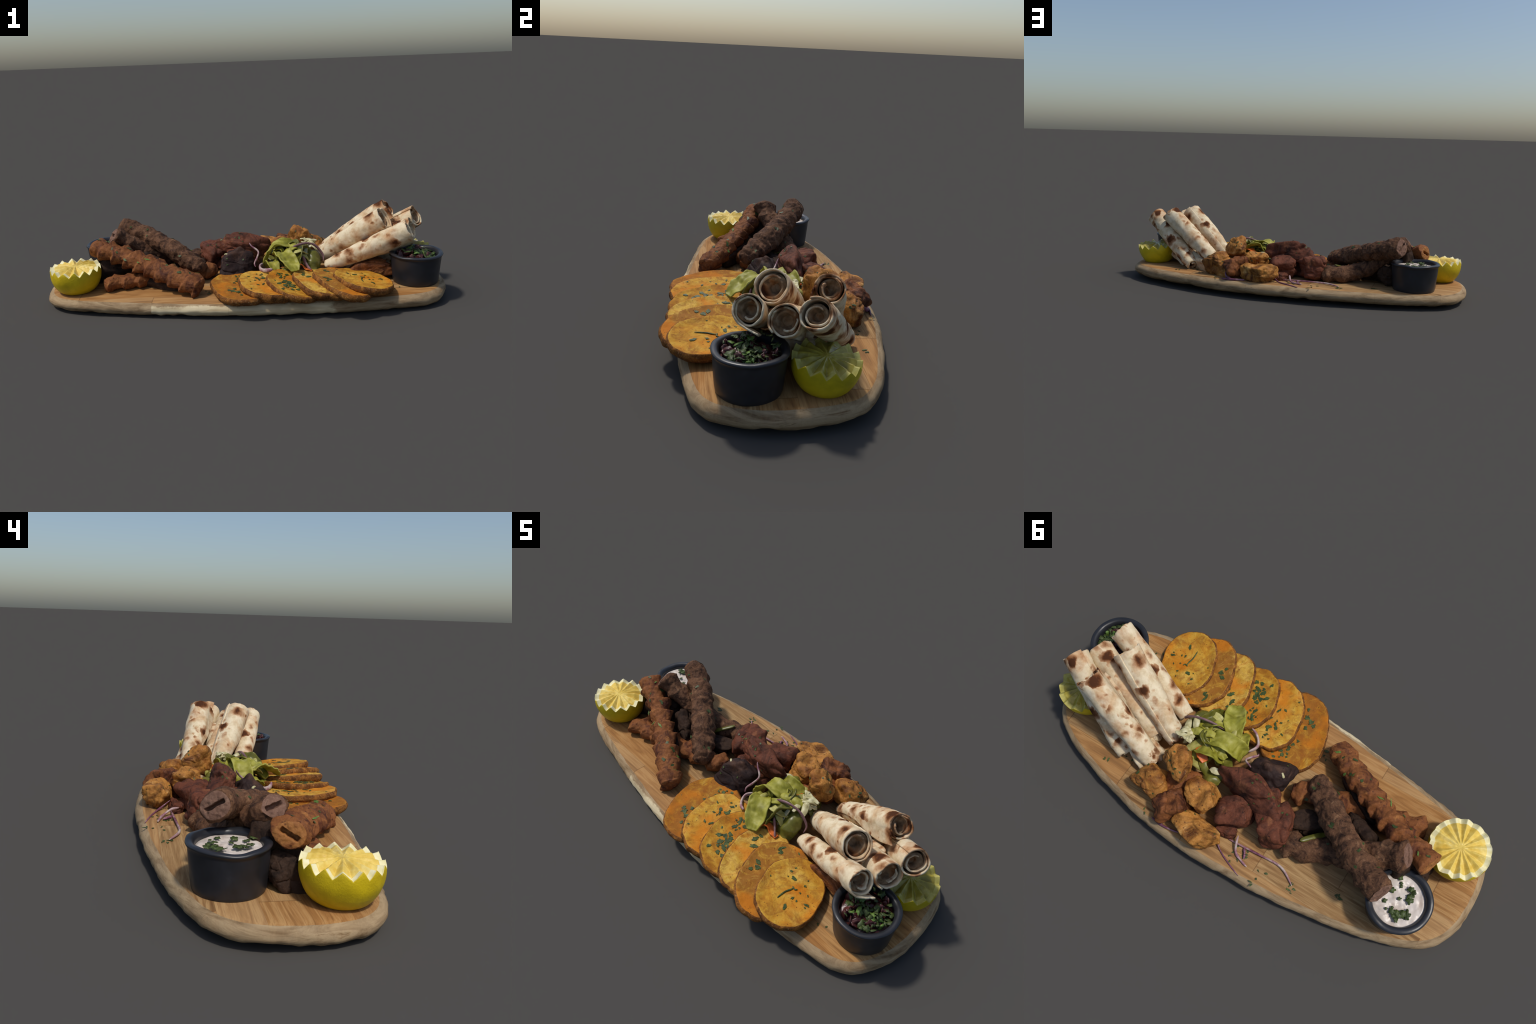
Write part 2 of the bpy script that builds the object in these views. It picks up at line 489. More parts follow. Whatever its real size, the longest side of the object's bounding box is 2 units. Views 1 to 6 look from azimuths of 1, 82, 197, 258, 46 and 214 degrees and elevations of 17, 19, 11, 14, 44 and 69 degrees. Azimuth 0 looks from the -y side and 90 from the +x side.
def build_board():
    n = 480
    C = catmull(OUTLINE, n, closed=True)
    T = unit(np.roll(C, -1, 0) - np.roll(C, 1, 0))
    inward = np.stack([-T[:, 1], T[:, 0]], 1)
    H = 0.0775
    rings = [(0.13, 0.0, 1), (0.06, 0.0, 1), (0.042, 0.002, 1), (0.028, 0.006, 1), (0.016, 0.013, 1), (0.007, 0.022, .8), (0.002, 0.032, .5),
             (0.0, 0.042, .3), (0.002, 0.052, 0), (0.008, 0.061, 0), (0.017, 0.0685, 0), (0.028, 0.0735, 0), (0.041, 0.0764, 0), (0.060, H, 0), (0.13, H, 0)]
    back = smooth(-0.15, 0.25, C[:, 1])
    V = []
    for k, (ins, z, low) in enumerate(rings):
        amount = ins * (1 + low * 0.55 * back)
        P = np.column_stack([C + inward * amount[:, None], np.full(n, z)])
        if 1 < k < 12:
            w = 1.0 if k < 9 else 0.5
            d = 0.0035 * fbm(np.column_stack([C * 1.0, np.full(n, z * 2)]), 9, 3, 3) + 0.002 * noise(P, 45, 5)
            P[:, :2] -= inward * (d * w)[:, None]
        if 0 < k < 6:
            chip = np.abs(noise(np.column_stack([C, np.zeros(n)]), 16, 9)) ** 2 * 0.012
            P[:, 2] += chip * (0.4 if k == 1 else 1.0)
        P[:, 2] = P[:, 2] * (1 + (0.020 * P[:, 1] + 0.006 * P[:, 0]) / H * 0.55) + 0.45 * (z / H) * (0.020 * P[:, 1] + 0.006 * P[:, 0]) + 0.010 * (1 - z / H) * smooth(0.0, 0.4, P[:, 1])
        V.append(P)
    for f in (0.55, 0.25, 0.06):
        P = V[14].copy()
        P[:, :2] *= f
        P[:, 2] = top(P[:, 0], P[:, 1])
        V.append(P)
    under = V[0].copy()
    under[:, :2] *= 0.3
    V.insert(0, under)
    nr = len(V)
    V = np.vstack(V)
    faces = grid_faces(nr, n, close_v=True)
    group = [(1 if i // n < 12 else 0) for i in range(len(faces))]
    faces += [tuple(range(n)), tuple((nr - 1) * n + i for i in range(n))]
    group += [1, 0]
    e = empty("serving_board", (0, 0, 0), "long oval acacia board of glued planks with rounded worn edge", "serving board")
    split_object(["board_top", "board_edge"], V, faces, group, [M_TOP, M_EDGE], (0, 0, 0), e)


# ------------------------------------------------------------------ herbs
def fleck_shape(rng, size, long=1.8, lobes=0):
    k = 30 if lobes else 12
    a = np.linspace(0, PI2, k, endpoint=False)
    r = size * (0.45 + 0.75 * rng.random(k))
    if lobes:
        r = size * (0.42 + 0.62 * np.abs(np.cos(a * lobes / 2 + 0.3)) ** 0.8 * (0.7 + 0.3 * np.cos(a)) + 0.12 * rng.random(k))
    return np.stack([r * np.cos(a) * long, r * np.sin(a)], 1)


def fleck_mesh(specs, rng, thick=0.0009):
    """specs: (position, normal, size, elongation, lobes) -> thin curled closed flakes."""
    V, F = [], []
    for pos, nor, size, long, lobes in specs:
        nor = unit(nor)
        t = unit(np.cross(nor, unit(rng.normal(size=3))))
        b = np.cross(nor, t)
        S = fleck_shape(rng, size, long, lobes)
        k = len(S)
        curl = rng.normal() * 0.12
        lift = rng.random() * 0.0015
        base = len(V)
        for side in (0, 1):
            for s in S:
                q = np.asarray(pos) + t * s[0] + b * s[1] + nor * (lift + side * thick + curl * s[0] * s[0] / max(size, 1e-4) * 0.25 + 0.2 * abs(curl) * abs(s[1]))
                V.append(q)
        top = len(V)
        V.append(np.asarray(pos) + nor * (thick + lift + 0.0002))
        F.append(tuple(base + i for i in range(k))[::-1])
        for i in range(k):
            j = (i + 1) % k
            F.append((base + i, base + j, base + k + j, base + k + i))
            F.append((base + k + i, base + k + j, top))
    return np.array(V), F


def herbs(parent, specs, rng, mat=None, name="parsley_fleck"):
    if not specs:
        return
    V, F = fleck_mesh(specs, rng)
    ob = mesh_object(name, V, F, mat or M_HERB, np.array(parent.location), parent, flat=True, fix=False)
    ob["kind"] = "stuff"


def surface_herbs(ob, count, seed, size=(0.004, 0.009), mat=None, long=1.7, minz=0.45):
    rng = np.random.default_rng(seed)
    me = ob.data
    nv = len(me.vertices)
    co = np.empty(nv * 3)
    me.vertices.foreach_get("co", co)
    no = np.empty(nv * 3)
    me.vertex_normals.foreach_get("vector", no)
    parent = ob.parent or ob
    co, no = co.reshape(-1, 3) + np.array(parent.location), no.reshape(-1, 3)
    good = np.nonzero(no[:, 2] > minz)[0]
    specs = [(co[i], no[i], rng.uniform(*size), rng.uniform(1.0, long), 0) for i in rng.choice(good, count)]
    herbs(parent, specs, rng, mat)


# ------------------------------------------------------------------ potatoes
def rot_matrix(rx, ry, rz):
    cx, sx, cy, sy, cz, sz = math.cos(rx), math.sin(rx), math.cos(ry), math.sin(ry), math.cos(rz), math.sin(rz)
    X = np.array([[1, 0, 0], [0, cx, -sx], [0, sx, cx]])
    Y = np.array([[cy, 0, sy], [0, 1, 0], [-sy, 0, cy]])
    Z = np.array([[cz, -sz, 0], [sz, cz, 0], [0, 0, 1]])
    return Z @ Y @ X


def build_potato(flesh, center, half_x, half_y, thick, tilt_x, tilt_y, turn, seed, clusters, strip=False, bevel=0.0, droop=0.0):
    """A roasted slice: pale faces, dark skin round the rim; centre = middle of the upper face."""
    rng = np.random.default_rng(seed)
    n = 160
    a = np.linspace(0, PI2, n, endpoint=False)
    circ = np.stack([np.cos(a), np.sin(a), np.zeros(n)], 1)
    outline = 1 + 0.045 * noise(circ, 1.4, seed) + 0.02 * noise(circ, 4, seed + 1) + 0.008 * noise(circ, 14, seed + 2)
    sq = (np.abs(np.cos(a)) ** 2.3 + np.abs(np.sin(a)) ** 2.3) ** (-1 / 2.3)
    R = outline * sq
    rows, tag = [], []
    inner = np.linspace(0.02, 0.94, 16)
    for f in inner:                                  # upper face
        rows.append((f, 0.0)); tag.append(0)
    rows += [(0.972, 0.0002), (0.992, -0.0016)]
    tag += [0, 1]
    for k, f in enumerate((1.012, 1.018, 1.014, 1.0, 0.97, 0.93)):
        rows.append((f, -0.0025 - thick * (k + 0.6) / 6.2)); tag.append(1)
    for f in np.linspace(0.86, 0.02, 7):
        rows.append((f, -thick)); tag.append(0)
    V = []
    for f, z in rows:
        P = np.stack([R * f * half_x * np.cos(a), R * f * half_y * np.sin(a), np.full(n, z)], 1)
        slope = bevel * smooth(0.3, 1.0, -P[:, 0] / half_x)      # one side cut aslant
        P[:, 2] += np.where(z > -thick * 0.5, -slope * np.clip(f - 0.72, 0, 1) * 0.2, 0)
        P[:, 2] += 0.0022 * fbm(P, 22, seed, 3) + 0.004 * noise(P, 7, seed + 5) + (0.0042 * smooth(0.78, 0.96, np.full(n, f)) if z > -0.001 else 0.0042 * (1 + z / thick))
        if z < -0.003:
            P[:, :2] *= (1 + 0.012 * fbm(P, 30, seed + 8, 2))[:, None]
        V.append(P)
    nr = len(V)
    M = rot_matrix(tilt_x, tilt_y, turn)
    L = np.vstack(V)
    L[:, 2] -= droop * np.clip(-L[:, 1] / half_y, 0, 2) ** 2      # the near end sags over the board's edge
    W = L @ M.T + np.asarray(center)
    faces = grid_faces(nr, n, close_v=True)
    group = []
    for i in range(nr - 1):
        group += [1 if (tag[i + 1] == 1 or tag[i] == 1) else 0] * n
    faces += [tuple(range(n)), tuple((nr - 1) * n + i for i in range(n))]
    group += [0, 0]
    e = empty("potato_slice", center, "oval roasted potato slice with browned rim and parsley", "roast potato")
    split_object(["potato_flesh", "potato_skin"], W, faces, group, [flesh, M_SKIN], center, e)
    nor = M @ np.array([0, 0, 1.0])
    specs = []

    def put(u, v, size, long):
        p = np.array([u * half_x, v * half_y, 0.0])
        p[2] = 0.0022 * fbm(p[None], 22, seed, 3)[0] + 0.004 * noise(p[None], 7, seed + 5)[0] + 0.0006 - droop * max(-v, 0) ** 2
        specs.append((M @ p + np.asarray(center), nor, size, long, 0))

    for u, v, spread, count, size in clusters:
        for _ in range(count):
            du, dv = rng.normal(size=2) * spread
            if (u + du) ** 2 + (v + dv) ** 2 < 0.86:
                put(u + du, v + dv, size * rng.uniform(0.5, 1.4), rng.uniform(1, 2.0))
    if strip:                                        # a little chive stalk with a fork
        def spot(u, v):
            put(u, v, 0.001, 1.0)
            return specs.pop()[0] + nor * 0.002
        build_strip("chive_stalk", [spot(-0.26 + 0.28 * t, -0.36 + 0.52 * t + 0.05 * math.sin(5 * t)) for t in np.linspace(0, 1, 6)], 0.0032, 0.0018, M_HERB, "", "", 3, e)
        build_strip("chive_stalk", [spot(0.02 + 0.10 * t, 0.10 - 0.03 * math.sin(3 * t)) for t in np.linspace(-0.6, 1.2, 4)], 0.0028, 0.0016, M_HERB, "", "", 4, e)
    herbs(e, specs, rng)
    return e


def build_potatoes():
    d = math.radians
    build_potato(M_BROWN, (-0.005, -0.231, 0.108), 0.146, 0.190, 0.032, d(2), d(0.5), d(17), 11,
                 [(0, 0, 0.5, 14, 0.006), (0.3, 0.55, 0.16, 14, 0.008), (-0.35, -0.35, 0.1, 6, 0.010), (0.45, -0.2, 0.2, 6, 0.009)])
    build_potato(M_AMBER, (0.112, -0.248, 0.1255), 0.124, 0.172, 0.042, d(1), d(6), d(16), 12,
                 [(-0.1, 0.5, 0.22, 12, 0.007), (0, 0, 0.5, 14, 0.005)], bevel=0.12, droop=0.006)
    build_potato(M_GOLD, (0.244, -0.264, 0.126), 0.127, 0.160, 0.034, d(5), d(8), d(17), 13,
                 [(-0.35, -0.05, 0.14, 18, 0.0075), (-0.25, -0.3, 0.14, 12, 0.0075), (-0.2, 0.55, 0.18, 12, 0.008), (0, 0.1, 0.45, 10, 0.005)], droop=0.006)
    build_potato(M_GOLD, (0.374, -0.260, 0.132), 0.125, 0.170, 0.034, d(1), d(8), d(16), 14, [(-0.45, 0.4, 0.1, 4, 0.009), (0, 0, 0.5, 3, 0.005)], droop=0.016)
    build_potato(M_BROWN, (0.476, -0.262, 0.133), 0.126, 0.182, 0.034, d(0), d(9), d(18), 15, [(-0.6, -0.05, 0.08, 4, 0.009), (0, 0, 0.5, 6, 0.005), (-0.3, 0.7, 0.1, 3, 0.009)], droop=0.020)
    build_potato(M_GOLD, (0.570, -0.256, 0.1365), 0.126, 0.161, 0.034, d(-1), d(7), d(21), 16, [(0, 0, 0.52, 16, 0.0055), (-0.2, 0.45, 0.1, 3, 0.008)], strip=True, droop=0.008)



# ------------------------------------------------------------------ flatbread rolls
def build_roll(hi, lo, r_hi, r_lo, phase, turns, seed, squash=1.0, flap=0.0, hole=0.5, sense=1, depth=0.020):
    hi, lo = np.array(hi), np.array(lo)
    axis = unit(hi - lo)
    side = unit(np.cross(axis, [0, 0, 1]))
    up = np.cross(side, axis)
    length = np.linalg.norm(hi - lo)
    ns, nl, t = 190, 64, 0.0058
    phi = np.linspace(0, turns * PI2, ns)
    q = phi / phi[-1]
    rr = 1 - (1 - hole) * (0.12 * np.minimum(phi / PI2, 1) + 0.88 * smooth(0.35, 1.0, q) * q)
    rr *= 1 + 0.04 * np.sin(phi * 2 + seed) * q
    ang = phase + sense * phi
    X, Y = rr * np.cos(ang), rr * np.sin(ang)
    if flap:                                         # the loose outer end hangs off as a tongue
        k = 34
        tx, ty = math.sin(phase) * sense, -math.cos(phase) * sense
        f = np.linspace(flap, 0, k, endpoint=False)
        fl = np.r_[f, np.zeros(ns)]
        X = np.r_[np.full(k, math.cos(phase)), X]
        Y = np.r_[np.full(k, math.sin(phase)), Y]
    ns = len(X)
    Xf, Yf = (X + tx * fl, Y + ty * fl) if flap else (X, Y)
    tan = unit(np.stack([np.gradient(Xf), np.gradient(Yf)], 1))
    out = np.stack([tan[:, 1], -tan[:, 0]], 1) * sense
    sarr = np.arange(ns) / 14.0
    jag_hi = 0.010 * noise(np.stack([sarr, sarr * 0 + seed, sarr * 0], 1), 1.0, seed) + 0.004 * noise(np.stack([sarr, sarr * 0, sarr * 0], 1), 3.3, seed)
    jag_lo = 0.014 * noise(np.stack([sarr, sarr * 0 + seed, sarr * 0 + 9], 1), 0.8, seed + 3)
    jag_hi -= 0.012 * np.linspace(0, 1, ns)
    L = np.linspace(0, 1, nl)
    layers = []
    for s in (0, 1):
        G = np.zeros((ns, nl, 3))
        for j, l in enumerate(L):
            r = r_lo + (r_hi - r_lo) * smooth(0, 0.75, l) * 0.999
            r *= 0.86 + 0.14 * smooth(0.0, 0.12, l)
            flat = 1 - (1 - squash) * 1.0 - 0.18 * (1 - smooth(0.0, 0.35, l))
            off = -out * (t * s)
            g = smooth(0.2, 0.9, l) if flap else 0
            xs, ys = (X + tx * fl * g, Y + ty * fl * g) if flap else (X, Y)
            x, y = xs * r + off[:, 0], (ys * r + off[:, 1]) * flat
            ax = l * length + jag_hi * smooth(0.7, 1.0, l) + jag_lo * (1 - smooth(0, 0.3, l))
            P = lo + axis * ax[:, None] + side * x[:, None] + up * y[:, None]
            w = 0.0035 * noise(P, 17, seed) + 0.0014 * noise(P, 50, seed + 2)
            sag = 0.002 * math.sin(l * 3.0 + seed)
            rad = side * (out[:, :1]) + up * (out[:, 1:])
            G[:, j] = P + rad * w[:, None] + up * sag
        layers.append(G)
    V = np.vstack([layers[0].reshape(-1, 3), layers[1].reshape(-1, 3)])
    b = ns * nl
    F = grid_faces(ns, nl) + [f[::-1] for f in grid_faces(ns, nl, base=b)]
    for j in range(nl - 1):
        F.append((j, j + 1, b + j + 1, b + j))
        i = (ns - 1) * nl
        F.append((i + j, b + i + j, b + i + j + 1, i + j + 1))
    for i in range(ns - 1):
        F.append((i * nl, b + i * nl, b + (i + 1) * nl, (i + 1) * nl))
        k = nl - 1
        F.append((i * nl + k, (i + 1) * nl + k, b + (i + 1) * nl + k, b + i * nl + k))
    e = empty("flatbread_roll", lo, "thin flatbread rolled into a tube with scorched spots", "flatbread")
    mesh_object("rolled_sheet", V, F, M_BREAD, lo, e, fix=False)
    # added plug closing the tube; its dark colour stands for the mouth's shade
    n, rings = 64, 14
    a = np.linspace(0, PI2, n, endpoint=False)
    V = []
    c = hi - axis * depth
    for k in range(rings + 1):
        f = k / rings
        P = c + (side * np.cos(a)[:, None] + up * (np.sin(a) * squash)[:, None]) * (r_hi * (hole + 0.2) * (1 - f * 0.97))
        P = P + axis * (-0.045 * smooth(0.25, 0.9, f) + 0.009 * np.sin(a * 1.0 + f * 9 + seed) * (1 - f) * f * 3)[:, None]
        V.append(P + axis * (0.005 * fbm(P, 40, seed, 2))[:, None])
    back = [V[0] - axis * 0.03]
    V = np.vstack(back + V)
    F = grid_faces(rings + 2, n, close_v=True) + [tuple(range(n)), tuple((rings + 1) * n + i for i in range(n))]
    mesh_object("inner_fold", V, F, M_BREAD_PLUG, lo, e)
    return e


def build_rolls():
    build_roll((0.702, -0.072, 0.379), (0.385, 0.081, 0.146), 0.061, 0.045, 2.2, 2.0, 21, hole=0.58)
    build_roll((0.805, -0.156, 0.337), (0.430, -0.040, 0.135), 0.053, 0.041, 5.15, 2.0, 22, hole=0.55, flap=1.3)
    build_roll((0.840, -0.043, 0.311), (0.470, 0.102, 0.140), 0.057, 0.050, 5.4, 1.9, 23, hole=0.58)
    build_roll((0.884, 0.043, 0.355), (0.553, 0.234, 0.112), 0.056, 0.044, 1.0, 2.2, 24, hole=0.46)
    build_roll((0.756, 0.112, 0.390), (0.412, 0.212, 0.131), 0.053, 0.044, 0.2, 2.1, 25, hole=0.5, flap=1.2)
    F = lambda c, h, r, s: build_chunk("roll_gap_filler", c, h, r, M_BREAD, s, "crumpled flatbread end tucked under the rolls", "flatbread", facets=8)  # added lumps that only close the gaps among the rolls
    F((0.615, 0.045, 0.205), (0.185, 0.062, 0.052), (0, -27, -24), 26)
    F((0.640, 0.090, 0.140), (0.130, 0.080, 0.062), (0, -24, -24), 27)
    F((0.510, 0.165, 0.125), (0.100, 0.060, 0.050), (0, -15, -20), 28)
    build_chunk("chicken_chunk", (0.63, -0.085, 0.128), (0.11, 0.05, 0.05), (0, -12, -16), M_CHICKEN_BROWN, 29, "browned chicken chunk tucked under a flatbread roll", "grilled meat")  # added to fill the unseen dark gap, not a real piece of chicken



# ------------------------------------------------------------------ kebabs
def build_kebab(pts, width, height, ridges, ridge_amp, saw, mats, seed, label, slot=None, end_lo=0.20, lump=0.1, twist=0.8, taper_lo=1.0, roll=0.0, tip=0.93, crumb=0.04):
    """Minced meat pressed round a flat skewer: ridged crust, cut end with the skewer's slit."""
    m, n = 170, 132
    C = catmull(pts, m)
    T = unit(np.gradient(C, axis=0))
    S0 = unit(np.cross(T, [0, 0, 1.0]))
    U0 = np.cross(S0, T)
    S = S0 * math.cos(roll) + U0 * math.sin(roll)
    U = U0 * math.cos(roll) - S0 * math.sin(roll)
    a = np.linspace(0, PI2, n, endpoint=False)
    s = np.linspace(0, 1, m)
    circ = np.stack([np.cos(a), np.sin(a), np.zeros(n)], 1)
    jitter = 0.6 * noise(np.stack([s * 6, s * 0, s * 0 + seed], 1), 1.0, seed)
    strength = 1 + 0.6 * noise(np.stack([s * 7, s * 0, s * 0 + seed], 1), 1.0, seed + 9)
    rows = []
    for i in range(m):
        ph = s[i] * ridges + jitter[i] + twist * 0.18 * np.cos(a - 0.6) + 0.12 * noise(circ + (0, 0, s[i] * 4), 1.5, seed)
        f = ph - np.floor(ph)
        wave = np.where(f < saw, f / saw, (1 - f) / (1 - saw)) ** 1.25 - 0.5
        gain = (0.45 + 0.55 * np.abs(np.cos(a - 0.25))) * strength[i]
        r = 1 + ridge_amp * wave * gain + 0.06 * noise(circ + (0, 0, s[i] * 5), 1.2, seed + 3)
        endf = 1 - end_lo * (1 - smooth(0, 0.03, s[i])) - (1 - tip) * smooth(0.97, 1, s[i])
        endf *= taper_lo + (1 - taper_lo) * smooth(0, 0.18, s[i])
        rows.append(C[i] + (S[i] * (np.cos(a) * r * width)[:, None] + U[i] * (np.sin(a) * r * height)[:, None]) * endf)

    def cap(i, sign, depth, slot):
        out, base = [], rows[i]
        mid = base.mean(0)
        for k in range(1, 31):
            f = 1 - k / 31.0
            P = mid + (base - mid) * f + T[i] * (sign * depth * (1 - f ** 5))
            if slot:
                ang, la, lb, dep = slot
                lx, ly = (P - mid) @ S[i], (P - mid) @ U[i]
                A = lx * math.cos(ang) + ly * math.sin(ang)
                B = -lx * math.sin(ang) + ly * math.cos(ang) + 0.002 * noise(P, 90, seed)
                hole = smooth(1.1, 0.85, np.abs(A) / la) * smooth(1.35, 0.75, np.abs(B) / lb)
                P = P - T[i] * (sign * dep * hole)[:, None]
            out.append(P + T[i] * (sign * 0.0025 * fbm(P, 60, seed, 2))[:, None])
        return out

    lo_cap, hi_cap = cap(0, -1, 0.010, None), cap(m - 1, 1, 0.005, slot)
    allrows = lo_cap[::-1] + rows + hi_cap
    V = np.vstack(allrows)
    nr = len(allrows)
    cen = np.vstack([np.repeat(C[:1], n * len(lo_cap), 0), np.repeat(C, n, 0), np.repeat(C[-1:], n * len(hi_cap), 0)])
    fade = np.r_[np.full(n * len(lo_cap), 0.5), np.ones(n * m), np.full(n * len(hi_cap), 0.10)]
    V = V + unit(V - cen) * (fade * width * (lump * fbm(V, 22, seed, 2) + crumb * fbm(V, 75, seed + 4, 2)))[:, None]
    V[:, 2] = np.maximum(V[:, 2], top(V[:, 0], V[:, 1]) - 0.003)
    faces = grid_faces(nr, n, close_v=True)
    first = (len(lo_cap) + m + 1) * n
    group = [1 if i >= first else 0 for i in range(len(faces))]
    faces += [tuple(range(n)), tuple((nr - 1) * n + i for i in range(n))]
    group += [0, 1]
    e = empty("kebab", C[m // 2], label, "kebab")
    return split_object(["crust", "cut_end"], V, faces, group, mats, C[m // 2], e)[0]


def build_kebabs():
    k1 = build_kebab([(-0.212, -0.262, 0.118), (-0.342, -0.178, 0.149), (-0.476, -0.100, 0.182), (-0.615, -0.027, 0.216), (-0.762, 0.025, 0.247)],
                     0.054, 0.044, 8.6, 0.38, 0.80, (M_SPICED, M_SPICED_END), 31, "spiced orange minced kebab with sharp ridges", slot=(0.05, 0.030, 0.007, 0.03), end_lo=0.06, lump=0.06, twist=1.6, roll=0.45, tip=0.96)
    k2 = build_kebab([(-0.208, -0.074, 0.155), (-0.290, -0.008, 0.184), (-0.408, 0.088, 0.229), (-0.535, 0.168, 0.272), (-0.648, 0.228, 0.304)],
                     0.055, 0.048, 8, 0.17, 0.5, (M_DARK, M_DARK_END), 32, "dark minced lamb kebab with soft bulges", slot=(0.0, 0.033, 0.005, 0.03), lump=0.10, twist=1.4, taper_lo=0.8, roll=-0.6)
    k3 = build_kebab([(-0.225, 0.216, 0.120), (-0.34, 0.178, 0.122), (-0.45, 0.137, 0.158), (-0.555, 0.098, 0.222), (-0.668, 0.056, 0.303)],
                     0.054, 0.044, 7, 0.24, 0.65, (M_DARK, M_DARK_END), 33, "bent dark minced kebab lying under another", slot=(-0.1, 0.030, 0.006, 0.025), lump=0.08, roll=-0.12)
    k4 = build_kebab([(-0.150, 0.008, 0.118), (-0.30, -0.045, 0.113), (-0.45, -0.078, 0.108), (-0.59, -0.108, 0.106), (-0.690, -0.128, 0.104)],
                     0.050, 0.036, 7, 0.40, 0.72, (M_SPICED, M_SPICED_END), 34, "orange minced kebab lying on the board", lump=0.08, tip=0.85)
    surface_herbs(k1, 12, 41, (0.004, 0.009), M_HERB, 2.2)
    surface_herbs(k1, 6, 46, (0.004, 0.006), M_HERB_PALE, 4.0)
    surface_herbs(k2, 9, 42, (0.004, 0.008), M_HERB, 2.4)
    surface_herbs(k3, 4, 43, (0.004, 0.007), M_HERB, 2.0)
    surface_herbs(k4, 6, 44, (0.004, 0.008), M_HERB, 2.0)


# ------------------------------------------------------------------ chunks of meat
def icosphere(sub):
    bm = bmesh.new()
    bmesh.ops.create_icosphere(bm, subdivisions=sub, radius=1)
    V = np.array([v.co[:] for v in bm.verts])
    F = [tuple(v.index for v in f.verts) for f in bm.faces]
    bm.free()
    return V, F


ICO5, ICO5F = icosphere(6)
ICO3, ICO3F = icosphere(3)


def build_chunk(name, center, half, rot, mat, seed, label, category, facets=11, lumps=0.15, bumps=(), soft=9.0, rough=0.018):
    """A torn piece of meat: cut planes rounded into each other, then dented; bumps = (direction, height, width)."""
    D = ICO5
    M = rot_matrix(*[math.radians(v) for v in rot])
    rng = np.random.default_rng(seed)
    planes = [unit(v) for v in ([1, .12, 0], [-1, .1, .1], [.1, 1, 0], [0, -1, .15], [0.1, 0, 1], [0, .1, -1])]
    heights = list(rng.uniform(0.86, 1.02, 6))
    for _ in range(facets):
        planes.append(unit(rng.normal(size=3)))
        heights.append(rng.uniform(0.92, 1.22))
    acc = 0
    for p, h in zip(planes, heights):
        p = unit(p + rng.normal(size=3) * 0.24)
        acc = acc + np.maximum(D @ p, 0.0) ** soft / h ** soft
    r = acc ** (-1 / soft)
    r = r * (1 + lumps * fbm(D, 1.5, seed, 2, 0.5) - lumps * 0.5 * smooth(0.35, 0.0, np.abs(noise(D, 1.7, seed + 31))) + rough * fbm(D, 6.0, seed + 7, 2))
    P = (D * r[:, None] * np.asarray(half)) @ M.T
    W = unit(P)
    for d, h, w in bumps:
        c = W @ unit(d)
        P = P + np.asarray(unit(d)) * (h * np.exp(-(1 - c) / (w * w)))[:, None]
    P = P + W * (0.0009 * fbm(P, 90, seed, 2))[:, None]
    P = P + np.asarray(center)
    P[:, 2] = np.maximum(P[:, 2], top(P[:, 0], P[:, 1]) - 0.003)
    return thing(mesh_object(name, P, ICO5F, mat, center, fix=False), label, category)


